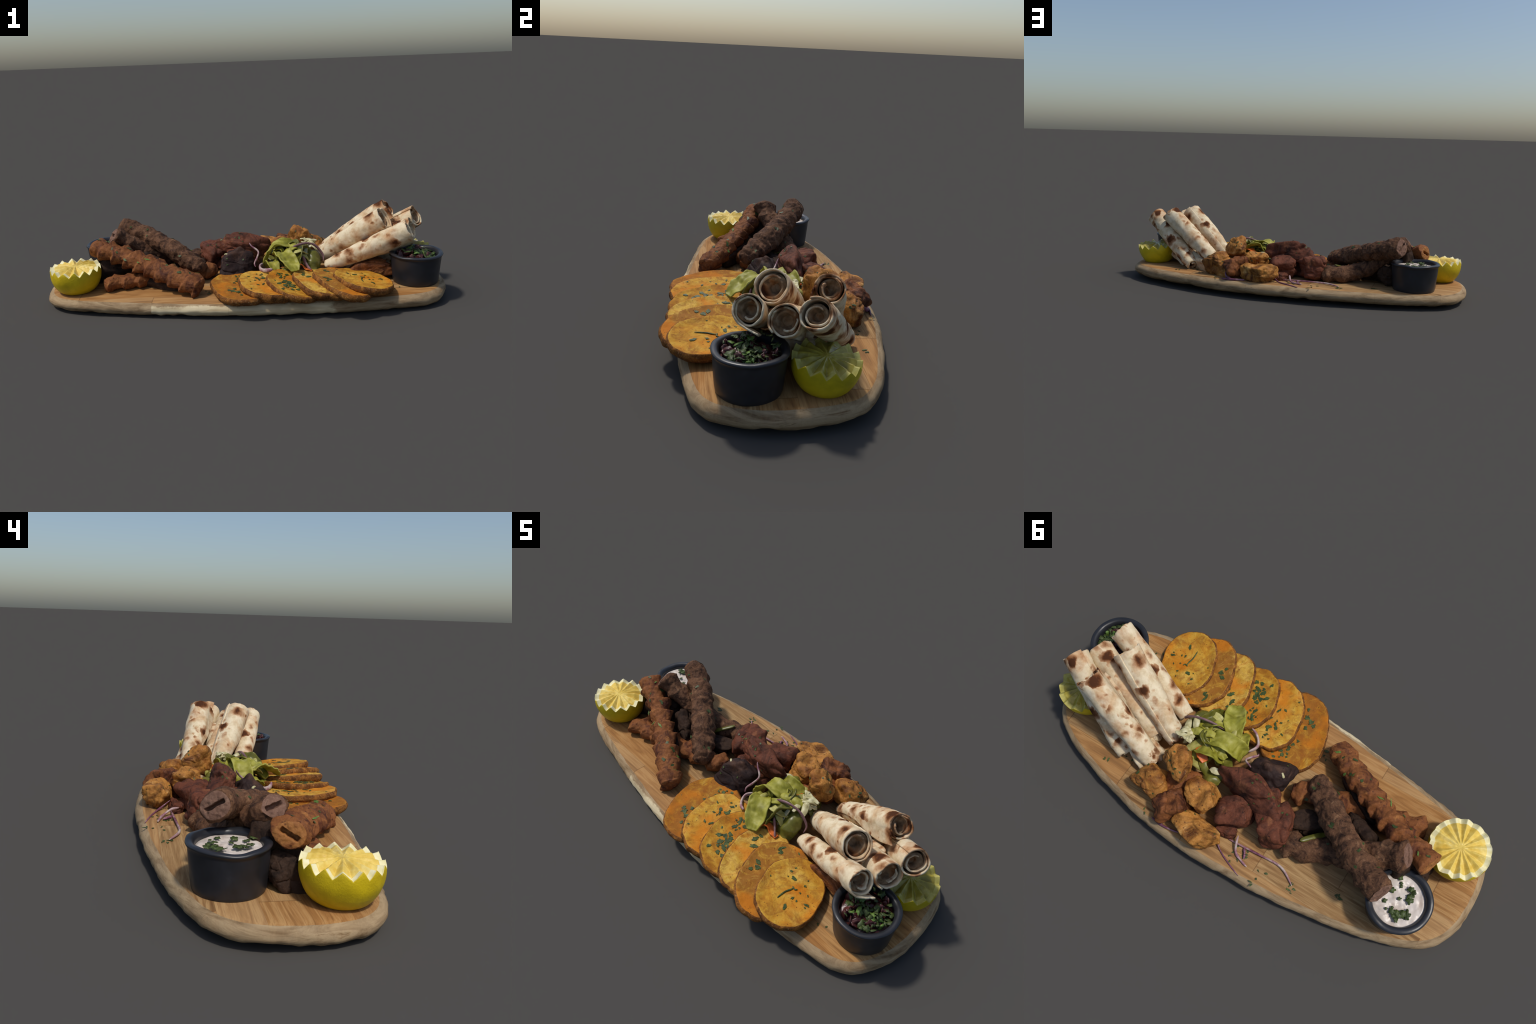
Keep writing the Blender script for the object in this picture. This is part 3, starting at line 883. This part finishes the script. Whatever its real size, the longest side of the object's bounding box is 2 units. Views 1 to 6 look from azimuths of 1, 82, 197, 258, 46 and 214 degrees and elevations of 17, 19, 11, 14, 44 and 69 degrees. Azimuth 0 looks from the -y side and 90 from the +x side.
def build_chunks():
    beef = lambda c, h, r, s, mat=M_BEEF, **k: build_chunk("beef_chunk", c, h, r, mat, s, "dark grilled beef chunk with torn edges", "grilled meat", **k)
    chick = lambda c, h, r, s, mat=M_CHICKEN, **k: build_chunk("chicken_chunk", c, h, r, mat, s, "golden grilled chicken chunk", "grilled meat", **k)
    b1 = beef((-0.012, 0.108, 0.202), (0.122, 0.056, 0.056), (10, 11, -4), 51, bumps=[((-0.35, 0, 0.9), 0.010, 0.45), ((1, 0, -0.1), 0.012, 0.5)])
    beef((0.005, 0.205, 0.140), (0.080, 0.072, 0.068), (0, 5, 20), 52)
    b3 = beef((-0.165, 0.188, 0.150), (0.076, 0.080, 0.066), (5, 0, 30), 53, bumps=[((0.45, 0.55, 0.62), 0.034, 0.28), ((0.2, 0.9, -0.3), 0.012, 0.35)])
    beef((0.000, 0.290, 0.098), (0.044, 0.030, 0.030), (0, 0, 20), 54)
    beef((-0.02, 0.09, 0.13), (0.10, 0.09, 0.05), (0, 0, 10), 55)  # extra fill added beneath the long chunk, not a separate piece
    dark = build_chunk("charred_pepper", (-0.030, 0.004, 0.142), (0.096, 0.066, 0.062), (0, 6, 20), M_CHARRED, 56,
                       "blackened grilled pepper with a glossy skin", "vegetable", facets=5, soft=6, lumps=0.14,
                       bumps=[((0.15, -0.05, 1), 0.026, 0.42), ((0.15, -0.05, 1), 0.010, 0.2), ((0.8, 0.1, 0.6), 0.018, 0.3), ((0.0, -0.6, 0.5), -0.014, 0.3)])
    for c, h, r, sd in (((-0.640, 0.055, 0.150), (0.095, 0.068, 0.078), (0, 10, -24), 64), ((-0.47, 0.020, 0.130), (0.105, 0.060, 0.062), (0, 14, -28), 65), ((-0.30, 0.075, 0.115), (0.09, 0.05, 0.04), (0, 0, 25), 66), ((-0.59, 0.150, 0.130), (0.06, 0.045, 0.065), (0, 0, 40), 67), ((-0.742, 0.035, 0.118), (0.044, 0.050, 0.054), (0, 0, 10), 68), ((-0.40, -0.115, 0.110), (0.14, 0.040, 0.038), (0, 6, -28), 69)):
        build_chunk("kebab_filler", c, h, r, M_HEAP_SHADE, sd, "broken piece of dark minced kebab in the heap", "kebab", soft=5, facets=5)  # added lumps filling the dark hollows beneath the kebabs
    surface_herbs(b1, 12, 61, (0.003, 0.006))
    surface_herbs(b3, 4, 62, (0.003, 0.006))
    surface_herbs(dark, 4, 63, (0.004, 0.008), M_HERB)
    c1 = chick((0.300, 0.172, 0.220), (0.062, 0.062, 0.060), (8, -6, 40), 83, soft=7, bumps=[((0.45, -0.25, 0.8), 0.014, 0.35), ((-0.5, 0.6, 0.1), 0.022, 0.3), ((0.0, -0.3, 0.9), -0.010, 0.3)])
    c2 = chick((0.368, 0.283, 0.142), (0.074, 0.064, 0.064), (0, 4, -20), 58, bumps=[((-0.7, 0.6, -0.5), 0.02, 0.3)])
    chick((0.236, 0.318, 0.140), (0.070, 0.066, 0.068), (12, 0, 35), 59, M_CHICKEN_BROWN, bumps=[((-0.6, 0.2, 0.7), 0.016, 0.3), ((0.1, 0.3, 0.9), -0.012, 0.3)])
    c4 = chick((0.150, 0.238, 0.168), (0.066, 0.070, 0.056), (0, 4, 35), 60, bumps=[((0.0, 0.1, 1), -0.022, 0.40), ((0.55, 0.0, 0.75), 0.014, 0.3)])
    c5 = chick((0.112, 0.356, 0.125), (0.096, 0.060, 0.055), (0, 0, -8), 61, bumps=[((-0.9, -0.2, 0.3), 0.016, 0.35), ((0.0, 0.4, 0.9), -0.018, 0.32), ((0.6, 0.2, 0.6), 0.012, 0.3)])
    chick((0.262, 0.235, 0.118), (0.08, 0.075, 0.05), (0, 0, 0), 62, M_CHICKEN_BROWN)
    for ob, k in ((c1, 8), (c2, 5), (c4, 3), (c5, 3)):
        surface_herbs(ob, k, 70 + k, (0.003, 0.006))


# ------------------------------------------------------------------ lemons
def build_lemon(center, teeth, r_rim, height, amp, tilt, phase, mats, seed, label):
    n = teeth * 18
    a = np.linspace(0, PI2, n, endpoint=False)
    tooth = ((a + phase) * teeth / PI2) % 1.0
    idx = np.floor((a + phase) * teeth / PI2).astype(int) % teeth
    rng = np.random.default_rng(seed)
    gain = (0.75 + 0.5 * rng.random(teeth))[idx]
    lean = (0.42 + 0.16 * rng.random(teeth))[idx]
    zig = np.where(tooth < lean, tooth / lean, (1 - tooth) / (1 - lean)) * 2 - 1     # -1 valley, 1 peak
    zig = np.sign(zig) * np.abs(zig) ** 0.9 * gain
    prof = [(0.0, 0.03), (0.0, 0.055), (0.001, 0.070), (0.005, 0.082), (0.013, 0.094), (0.026, 0.1055), (0.042, 0.115), (0.058, 0.1215), (0.072, 0.1258),
            (0.086, 0.128), (0.100, 0.1285), (0.118, 0.1275), (0.132, 0.124)]
    pz, pr = np.array([p[0] for p in prof]), np.array([p[1] for p in prof]) * r_rim / 0.128
    rim_z = height + amp * zig
    rows, tag = [], []
    for f in np.linspace(0.0, 1, 26):
        z = f * rim_z
        r = np.interp(z, pz, pr)
        if f == 0:
            r = np.full(n, pr[2])
        rows.append(np.stack([r * np.cos(a), r * np.sin(a), z], 1)); tag.append(0)
    R = np.interp(rim_z, pz, pr)
    for f in (0.985, 0.95, 0.91, 0.87, 0.835):
        z = height + amp * zig * f ** 1.3 - 0.002
        rows.append(np.stack([R * f * np.cos(a), R * f * np.sin(a), z], 1)); tag.append(1)
    for f in np.linspace(0.80, 0.03, 20):
        w = 0.9 * f ** 0.85 * smooth(0.02, 0.3, np.full(n, f))
        z = height + amp * (zig * (0.55 + 0.45 * f) + 0.3 * noise(np.stack([np.cos(a) * f * 3, np.sin(a) * f * 3, a * 0], 1), 1.3, seed + 5)) * w * 1.15 + 0.011 * (1 - f) - 0.003 * smooth(0.6, 0.85, np.full(n, f))
        rows.append(np.stack([R * f * np.cos(a), R * f * np.sin(a), z + 0.0016 * noise(np.stack([np.cos(a) * f, np.sin(a) * f, a * 0], 1), 14, seed)], 1)); tag.append(2)
    M = rot_matrix(*tilt)
    L = np.vstack(rows)
    L = L + unit(L + 1e-6) * (0.0016 * noise(L, 18, seed))[:, None]
    flat = L[:, 2] < 0.003
    W = L @ M.T + np.asarray(center)
    W[:, 2] = np.maximum(W[:, 2], top(W[:, 0], W[:, 1]) - 0.002)
    nr = len(rows)
    faces = grid_faces(nr, n, close_v=True)
    group = []
    for i in range(nr - 1):
        group += [tag[i + 1]] * n
    faces += [tuple(range(n)), tuple((nr - 1) * n + i for i in range(n))]
    group += [0, 2]
    e = empty("lemon_half", center, label, "lemon")
    split_object(["rind", "pith", "pulp"], W, faces, group, mats, center, e)


# ------------------------------------------------------------------ bowls
def build_bowl(center, r_base, r_rim, height, inner, depth, seed):
    prof = [(0.3, 0.004), (0.9, 0.003), (0.97, 0.0), (1.0, 0.004)]
    pts = [(r_base * 0.3, 0.004), (r_base * 0.9, 0.003), (r_base * 0.975, 0.0), (r_base, 0.005)]
    for f in np.linspace(0.06, 0.9, 16):
        pts.append((r_base + (r_rim - 0.004 - r_base) * f ** 0.8, height * f))
    pts += [(r_rim - 0.001, height * 0.925), (r_rim + 0.001, height * 0.955), (r_rim, height * 0.98), (r_rim - 0.005, height * 0.997), (r_rim - 0.012, height), (r_rim - 0.018, height * 0.992), (inner + 0.004, height * 0.965)]
    for f in np.linspace(0.92, 0.3, 12):
        pts.append((inner - 0.02 * (1 - f) ** 1.5, height * f))
    pts += [(inner * 0.7, height * 0.16), (inner * 0.2, height * 0.13)]
    n = 160
    a = np.linspace(0, PI2, n, endpoint=False)
    rows = []
    for r, z in pts:
        c = np.stack([np.cos(a), np.sin(a), np.full(n, z * 6)], 1)
        k = 1 + 0.010 * noise(c, 1.6, seed) + 0.006 * noise(c, 4.0, seed + 1)
        dz = 0.006 * noise(np.stack([np.cos(a), np.sin(a), a * 0], 1), 1.8, seed + 2) * (z / height) ** 2
        rows.append(np.stack([r * k * np.cos(a), r * k * np.sin(a), z + dz], 1))
    V = np.vstack(rows) + np.asarray(center)
    nr = len(rows)
    F = grid_faces(nr, n, close_v=True) + [tuple(range(n)), tuple((nr - 1) * n + i for i in range(n))]
    e = empty("sauce_bowl", center, "small dark glazed dipping bowl filled with sauce", "bowl")
    mesh_object("bowl", V, F, M_BOWL, center, e)
    return e


def sauce_surface(name, e, radius, z, mat, seed, relief, mound=0.0):
    c = np.array(e.location)
    n, m = 128, 40
    a = np.linspace(0, PI2, n, endpoint=False)
    rows = []
    for f in np.linspace(1, 0.02, m):
        P = np.stack([radius * f * np.cos(a), radius * f * np.sin(a), np.full(n, z)], 1)
        P[:, 2] += relief * fbm(P, 22, seed, 3) * smooth(1.02, 0.8, np.full(n, f)) + mound * (1 - f ** 2) - 0.002 * smooth(0.9, 1, np.full(n, f))
        rows.append(P)
    low = rows[0].copy()
    low[:, 2] -= 0.02
    rows.insert(0, low)
    V = np.vstack(rows) + c
    F = grid_faces(m + 1, n, close_v=True) + [tuple(range(n)), tuple(m * n + i for i in range(n))]
    return mesh_object(name, V, F, mat, c, e)


def build_bowls():
    rng = np.random.default_rng(81)
    a = build_bowl((-0.722, 0.193, top(-0.72, 0.19) - 0.003), 0.110, 0.127, 0.150, 0.100, 0.03, 5)
    ca = np.array(a.location)
    sauce_surface("yogurt_sauce", a, 0.101, 0.129, M_YOGURT, 7, 0.005, 0.004)
    groups = [(-0.01, 0.03, 0.026, 3, 0.014), (0.03, -0.02, 0.02, 2, 0.012), (-0.05, -0.045, 0.024, 3, 0.012), (-0.06, 0.02, 0.03, 3, 0.010),
              (0.02, 0.06, 0.02, 3, 0.011), (0.0, -0.06, 0.024, 3, 0.010), (-0.03, 0.0, 0.06, 6, 0.006), (-0.035, 0.045, 0.012, 2, 0.015), (-0.045, -0.015, 0.02, 3, 0.013)]
    for gx, gy, sp, k, size in groups:
        for _ in range(k):
            x, y = gx + rng.normal() * sp, gy + rng.normal() * sp
            if math.hypot(x, y) > 0.088:
                continue
            V, F = fleck_mesh([(ca + (x, y, 0.1355 + rng.random() * 0.003), (rng.normal() * 0.15, rng.normal() * 0.15, 1), size * rng.uniform(0.7, 1.25), 1.3, 5)], rng, 0.002)
            mesh_object("parsley_leaf", V, F, M_HERB, V.mean(0), a, fix=False)
    b = build_bowl((0.843, -0.148, top(0.84, -0.15) - 0.003), 0.108, 0.126, 0.150, 0.100, 0.03, 15)
    cb = np.array(b.location)
    sauce_surface("tomato_salsa", b, 0.101, 0.116, M_SALSA, 9, 0.010, 0.016)
    for k in range(34):                              # diced tomato and onion
        t, r = rng.random() * PI2, 0.088 * math.sqrt(rng.random())
        s = rng.uniform(0.008, 0.016)
        Q = ICO3 * (1 + 0.40 * noise(ICO3, 1.8, 200 + k))[:, None] * np.array([s * 1.6, s, s * 0.5])
        Q = Q @ rot_matrix(*(rng.random(3) * 3)).T + cb + (r * math.cos(t), r * math.sin(t), 0.124 + 0.014 * (1 - (r / 0.1) ** 2) - 0.10 * r * math.cos(t) + rng.random() * 0.008)
        mesh_object("tomato_dice", Q, ICO3F, M_TOMATO if rng.random() < 0.8 else M_HERB_PALE, Q.mean(0), b, fix=False)
    for k in range(64):                              # herb leaves on the salsa and stuck to the rim
        t, r = rng.random() * PI2, 0.092 * math.sqrt(rng.random())
        V, F = fleck_mesh([(cb + (r * math.cos(t), r * math.sin(t), 0.136 + 0.014 * (1 - (r / 0.1) ** 2) - 0.16 * r * math.cos(t) + rng.random() * 0.012), (rng.normal() * 0.4, rng.normal() * 0.4, 1), rng.uniform(0.006, 0.014), 1.6, 5 if k % 2 else 0)], rng, 0.002)
        mesh_object("parsley_leaf", V, F, M_HERB if rng.random() < 0.86 else M_HERB_PALE, V.mean(0), b, fix=False)


# ------------------------------------------------------------------ salad
def thick_sheet(P, t):
    """Closed sheet of thickness t from a (nu,nv,3) grid."""
    du, dv = np.gradient(P, axis=0), np.gradient(P, axis=1)
    N = unit(np.cross(du, dv))
    nu, nv = P.shape[:2]
    V = np.vstack([(P + N * t / 2).reshape(-1, 3), (P - N * t / 2).reshape(-1, 3)])
    b = nu * nv
    F = grid_faces(nu, nv) + [f[::-1] for f in grid_faces(nu, nv, base=b)]
    for i in range(nu - 1):
        F.append((i * nv, b + i * nv, b + (i + 1) * nv, (i + 1) * nv))
        k = nv - 1
        F.append((i * nv + k, (i + 1) * nv + k, b + (i + 1) * nv + k, b + i * nv + k))
    for j in range(nv - 1):
        F.append((j, j + 1, b + j + 1, b + j))
        i = (nu - 1) * nv
        F.append((i + j, b + i + j, b + i + j + 1, i + j + 1))
    return V, F


def build_leaf(name, spine, width, mat, seed, label, category, side=None, cup=0.0, ruffle=0.009, t=0.0055, point=0.6, nu=46, nv=22):
    """A leaf or shred: a strip swept along a spine, cupped across and ruffled."""
    C = catmull(spine, nu)
    T = unit(np.gradient(C, axis=0))
    S = np.asarray(side, float) if side is not None else np.cross(T, [0, 0, 1.0])
    S = np.broadcast_to(S, T.shape)
    S = unit(S - (S * T).sum(1, keepdims=True) * T)
    N = np.cross(S, T)
    u = np.linspace(0, 1, nu)
    w = width * (1 - point * np.abs(2 * u - 1) ** 2.6)
    w = w * (1 + 0.10 * noise(np.stack([u * 5, u * 0, u * 0 + seed], 1), 1.3, seed))
    v = np.linspace(-1, 1, nv)
    P = np.zeros((nu, nv, 3))
    for j, x in enumerate(v):
        P[:, j] = C + S * (w * x)[:, None] * (1 - 0.12 * abs(x) * abs(cup)) + N * (cup * w * x * x)[:, None]
    flat = P.reshape(-1, 3)
    amp = ruffle * (0.35 + 0.65 * np.abs(np.tile(v, nu)))
    flat = flat + np.repeat(N, nv, 0) * (amp * fbm(flat, 28, seed, 2))[:, None] + 0.002 * noise(flat, 60, seed + 2)[:, None] * np.repeat(N, nv, 0)
    V, F = thick_sheet(flat.reshape(nu, nv, 3), t)
    return thing(mesh_object(name, V, F, mat, C[nu // 2], fix=False), label, category)


def build_strip(name, pts, w, h, mat, label, category, seed=0, parent=None):
    C = catmull(pts, 70)
    T = unit(np.gradient(C, axis=0))
    S = unit(np.cross(T, [0.05, 0.02, 1.0]))
    U = np.cross(S, T)
    n = 14
    a = np.linspace(0, PI2, n, endpoint=False)
    s = np.linspace(0, 1, 70)
    k = np.sqrt(np.clip(1 - np.abs(2 * s - 1) ** 5, 0.02, 1)) * (1 + 0.22 * noise(np.stack([s * 7, s * 0, s * 0 + seed], 1), 1, seed))
    V = np.vstack([C[i] + (S[i] * (np.cos(a) * w)[:, None] + U[i] * (np.sin(a) * h)[:, None]) * k[i] for i in range(70)])
    F = grid_faces(70, n, close_v=True) + [tuple(range(n)), tuple(69 * n + i for i in range(n))]
    if parent is not None:
        return mesh_object(name, V, F, mat, C[35], parent)
    return thing(mesh_object(name, V, F, mat, C[35]), label, category)


def build_salad():
    L = lambda sp, w, mat, s, **k: build_leaf("lettuce_leaf", sp, w, mat, s, "curled yellow-green pickled lettuce leaf", "salad leaf", **k)
    # the large arched leaf, the tongue lying over the potatoes, and their companions
    L([(0.115, -0.005, 0.135), (0.125, -0.005, 0.185), (0.155, 0.003, 0.225), (0.19, 0.01, 0.236), (0.235, 0.02, 0.220), (0.275, 0.03, 0.185)], 0.042, M_LETTUCE, 101, side=(0.15, 1, 0.1), cup=-0.25, point=0.3, ruffle=0.009)
    L([(0.165, -0.03, 0.195), (0.185, -0.065, 0.215), (0.21, -0.105, 0.205), (0.235, -0.145, 0.178), (0.255, -0.180, 0.152)], 0.046, M_LETTUCE, 102, side=(1, 0.25, -0.1), cup=-0.3, point=0.55, ruffle=0.010)
    L([(0.265, -0.115, 0.13), (0.268, -0.085, 0.19), (0.285, -0.05, 0.225), (0.315, -0.02, 0.215)], 0.040, M_LETTUCE_DARK, 103, side=(0.8, -0.7, 0.2), cup=0.55, point=0.5)
    L([(0.355, -0.105, 0.12), (0.352, -0.075, 0.175), (0.345, -0.03, 0.205), (0.335, 0.01, 0.20)], 0.045, M_LETTUCE_DARK, 104, side=(1, 0.3, 0), cup=-0.45, point=0.5)
    L([(0.165, 0.055, 0.165), (0.19, 0.065, 0.215), (0.235, 0.075, 0.225), (0.275, 0.085, 0.195)], 0.036, M_LETTUCE, 105, side=(0, 1, 0.2), cup=-0.35, point=0.5)
    L([(0.235, 0.0, 0.225), (0.275, 0.01, 0.235), (0.315, 0.02, 0.232), (0.345, 0.04, 0.215)], 0.022, M_LETTUCE, 106, side=(-0.2, 1, 0.3), cup=0.5, point=0.4)
    L([(0.125, -0.02, 0.12), (0.14, -0.045, 0.155), (0.15, -0.07, 0.15), (0.17, -0.09, 0.125)], 0.030, M_LETTUCE, 107, side=(1, 0.4, 0), cup=-0.4)
    L([(0.21, 0.13, 0.14), (0.17, 0.14, 0.17), (0.12, 0.145, 0.165)], 0.035, M_LETTUCE_DARK, 108, cup=-0.3)
    L([(0.245, -0.02, 0.20), (0.225, 0.02, 0.215), (0.185, 0.05, 0.215), (0.15, 0.06, 0.195)], 0.024, M_LETTUCE, 109, cup=0.5)
    rng = np.random.default_rng(110)
    for k in range(16):                              # the heap underneath
        x, y = 0.255 + rng.normal() * 0.06, 0.01 + rng.normal() * 0.065
        x, y = np.clip(x, 0.14, 0.37), np.clip(y, -0.10, 0.13)
        z = 0.105 + 0.08 * math.exp(-((x - 0.25) ** 2 + (y - 0.01) ** 2) / 0.012) * rng.uniform(0.5, 1)
        d = unit([rng.normal(), rng.normal(), rng.normal() * 0.25]) * rng.uniform(0.035, 0.06)
        c = np.array([x, y, z])
        L([c - d, c - d * 0.3 + (0, 0, 0.018), c + d * 0.4 + (0, 0, 0.014), c + d], rng.uniform(0.022, 0.036), M_LETTUCE_DARK if k % 3 else M_LETTUCE, 120 + k, cup=rng.uniform(-0.6, 0.6), nu=30, nv=14)
    for k in range(22):                              # narrow curled shreds on top
        x, y = np.clip(0.255 + rng.normal() * 0.055, 0.15, 0.37), np.clip(0.005 + rng.normal() * 0.06, -0.09, 0.11)
        z = 0.155 + 0.060 * math.exp(-((x - 0.25) ** 2 + (y - 0.0) ** 2) / 0.010) + rng.normal() * 0.006
        d = unit([rng.normal(), rng.normal(), 0.15 * rng.normal()]) * rng.uniform(0.030, 0.060)
        o = np.cross(d, [0, 0, 1.0]) * rng.uniform(-0.6, 0.6)
        c = np.array([x, y, z])
        L([c - d - (0, 0, 0.022), c - d * 0.45 + o * 0.7 + (0, 0, 0.008), c + d * 0.3 + o + (0, 0, 0.012), c + d - (0, 0, 0.016)], rng.uniform(0.008, 0.019),
          (M_LETTUCE, M_LETTUCE_PALE, M_LETTUCE_DARK)[k % 3], 200 + k, cup=rng.uniform(-0.8, 0.8), ruffle=0.010, nu=34, nv=12)
    for k in range(9):                               # pale cabbage shreds
        c = np.array([0.345, 0.048, 0.215]) + rng.normal(size=3) * (0.018, 0.02, 0.011)
        d = unit([rng.normal() + 0.6, rng.normal(), rng.normal() * 0.4]) * rng.uniform(0.025, 0.045)
        build_leaf("cabbage_shred", [c - d, c - d * 0.3 + (0, 0, 0.012), c + d * 0.4 + (0, 0, 0.009), c + d], rng.uniform(0.008, 0.016), M_CABBAGE, 150 + k, "pale curled cabbage shred", "salad leaf", cup=rng.uniform(-0.6, 0.6), ruffle=0.009, nu=26, nv=12)
    build_leaf("cabbage_shred", [(0.18, 0.125, 0.185), (0.155, 0.125, 0.198), (0.13, 0.12, 0.19)], 0.013, M_CABBAGE, 171, "pale curled cabbage shred", "salad leaf", ruffle=0.008, nu=26, nv=12)
    build_leaf("cabbage_shred", [(0.305, -0.075, 0.15), (0.308, -0.06, 0.195), (0.318, -0.03, 0.222)], 0.012, M_CABBAGE, 172, "pale curled cabbage shred", "salad leaf", nu=26, nv=12)
    for sp, w, s in (([(0.262, -0.130, 0.160), (0.278, -0.122, 0.172), (0.295, -0.115, 0.158), (0.315, -0.118, 0.142), (0.34, -0.12, 0.138)], 0.014, 181),
                     ([(0.272, 0.075, 0.200), (0.245, 0.094, 0.207), (0.215, 0.112, 0.192)], 0.020, 182)):
        build_leaf("carrot_ribbon", sp, w, M_CARROT, s, "curled orange carrot ribbon", "carrot", ruffle=0.003, t=0.005, point=0.3, nu=30, nv=12)
    O = lambda p, w, h, mat=M_ONION, s=0: build_strip("onion_strip", p, w, h, mat, "thin curved strip of red onion", "onion", s)
    O([(0.215, -0.044, 0.207), (0.262, -0.035, 0.237), (0.314, -0.025, 0.248), (0.362, -0.015, 0.234), (0.402, -0.012, 0.185), (0.405, -0.03, 0.15)], 0.0045, 0.006, M_ONION_MAUVE, 1)
    O([(0.100, -0.03, 0.150), (0.083, -0.062, 0.147), (0.088, -0.09, 0.138), (0.115, -0.118, 0.142), (0.145, -0.130, 0.152)], 0.006, 0.010, M_ONION, 2)
    O([(0.030, 0.048, 0.240), (0.042, 0.040, 0.224), (0.075, 0.020, 0.200), (0.068, -0.010, 0.175), (0.055, -0.035, 0.155), (0.06, -0.05, 0.14)], 0.0045, 0.005, M_ONION, 3)
    O([(0.295, -0.095, 0.205), (0.312, -0.105, 0.165), (0.335, -0.125, 0.135)], 0.005, 0.008, M_ONION_MAUVE, 4)
    O([(0.335, 0.44, 0.10), (0.30, 0.405, 0.088), (0.255, 0.412, 0.089), (0.20, 0.408, 0.091), (0.165, 0.40, 0.090)][1:], 0.0045, 0.006, M_ONION_PURPLE, 5)
    O([(0.290, 0.370, 0.122), (0.275, 0.395, 0.10), (0.235, 0.412, 0.090)], 0.005, 0.007, M_ONION_PURPLE, 6)
    O([(0.022, 0.315, 0.120), (0.010, 0.343, 0.102), (-0.015, 0.368, 0.091), (-0.07, 0.395, 0.087), (-0.14, 0.420, 0.083)], 0.0032, 0.004, M_ONION_PURPLE, 7)
    O([(-0.025, 0.315, 0.091), (-0.095, 0.310, 0.092), (-0.17, 0.304, 0.092), (-0.245, 0.298, 0.090), (-0.290, 0.308, 0.090), (-0.345, 0.342, 0.0885)], 0.0048, 0.005, M_ONION, 8)
    O([(-0.055, 0.285, 0.112), (-0.065, 0.315, 0.110), (-0.083, 0.348, 0.093), (-0.13, 0.367, 0.090), (-0.15, 0.372, 0.09)], 0.005, 0.005, M_ONION, 9)
    O([(-0.10, 0.312, 0.094), (-0.115, 0.335, 0.092), (-0.122, 0.352, 0.09)], 0.005, 0.005, M_ONION_PURPLE, 10)
    O([(-0.078, -0.012, 0.196), (-0.088, -0.004, 0.199), (-0.098, 0.004, 0.194)], 0.0055, 0.004, M_CABBAGE, 11)  # a cabbage shred, not onion
    O([(-0.285, 0.185, 0.172), (-0.33, 0.13, 0.150), (-0.38, 0.085, 0.12)], 0.012, 0.006, M_LETTUCE_DARK, 12)  # a lettuce shred, not onion
    # chopped herbs scattered on the board
    scatter = []
    for x, y, k, sp in ((-0.10, 0.345, 12, 0.03), (-0.20, 0.375, 5, 0.03), (-0.345, 0.335, 5, 0.015), (-0.52, 0.285, 6, 0.008), (0.52, 0.27, 4, 0.06), (0.33, 0.40, 2, 0.015),
                        (0.6, 0.29, 4, 0.04), (-0.16, -0.22, 3, 0.02), (-0.6, 0.1, 4, 0.05), (0.74, -0.25, 2, 0.02)):
        for _ in range(k):
            scatter.append(((x + rng.normal() * sp, y + rng.normal() * sp), (0, 0, 1), rng.uniform(0.003, 0.007), rng.uniform(1.2, 2.4), 0))
    scatter = [((p[0], p[1], top(*p) + 0.0006), *rest) for p, *rest in scatter]
    V, F = fleck_mesh(scatter, rng)
    ob = mesh_object("parsley_crumbs", V, F, M_HERB, (0, 0, TOP), flat=True, fix=False)
    ob["kind"] = "stuff"
    thing(ob, "scattered chopped green parsley on the board", "herbs")


build_board()
build_potatoes()
build_rolls()
build_kebabs()
build_chunks()
d = math.radians
build_lemon((-0.833, -0.112, 0.068), 15, 0.1235, 0.121, 0.0115, (d(1), 0, 0.2), 0.1, [M_RIND, M_PITH, M_PULP], 91, "crown-cut lemon half with zigzag rim")
build_lemon((0.845, 0.092, 0.081), 14, 0.114, 0.110, 0.0135, (d(-3), d(4), 0), 0.2, [M_RIND_SHADED, M_PITH_SHADED, M_PULP_SHADED], 92, "greenish crown-cut lemon half with zigzag rim")
build_bowls()
build_salad()
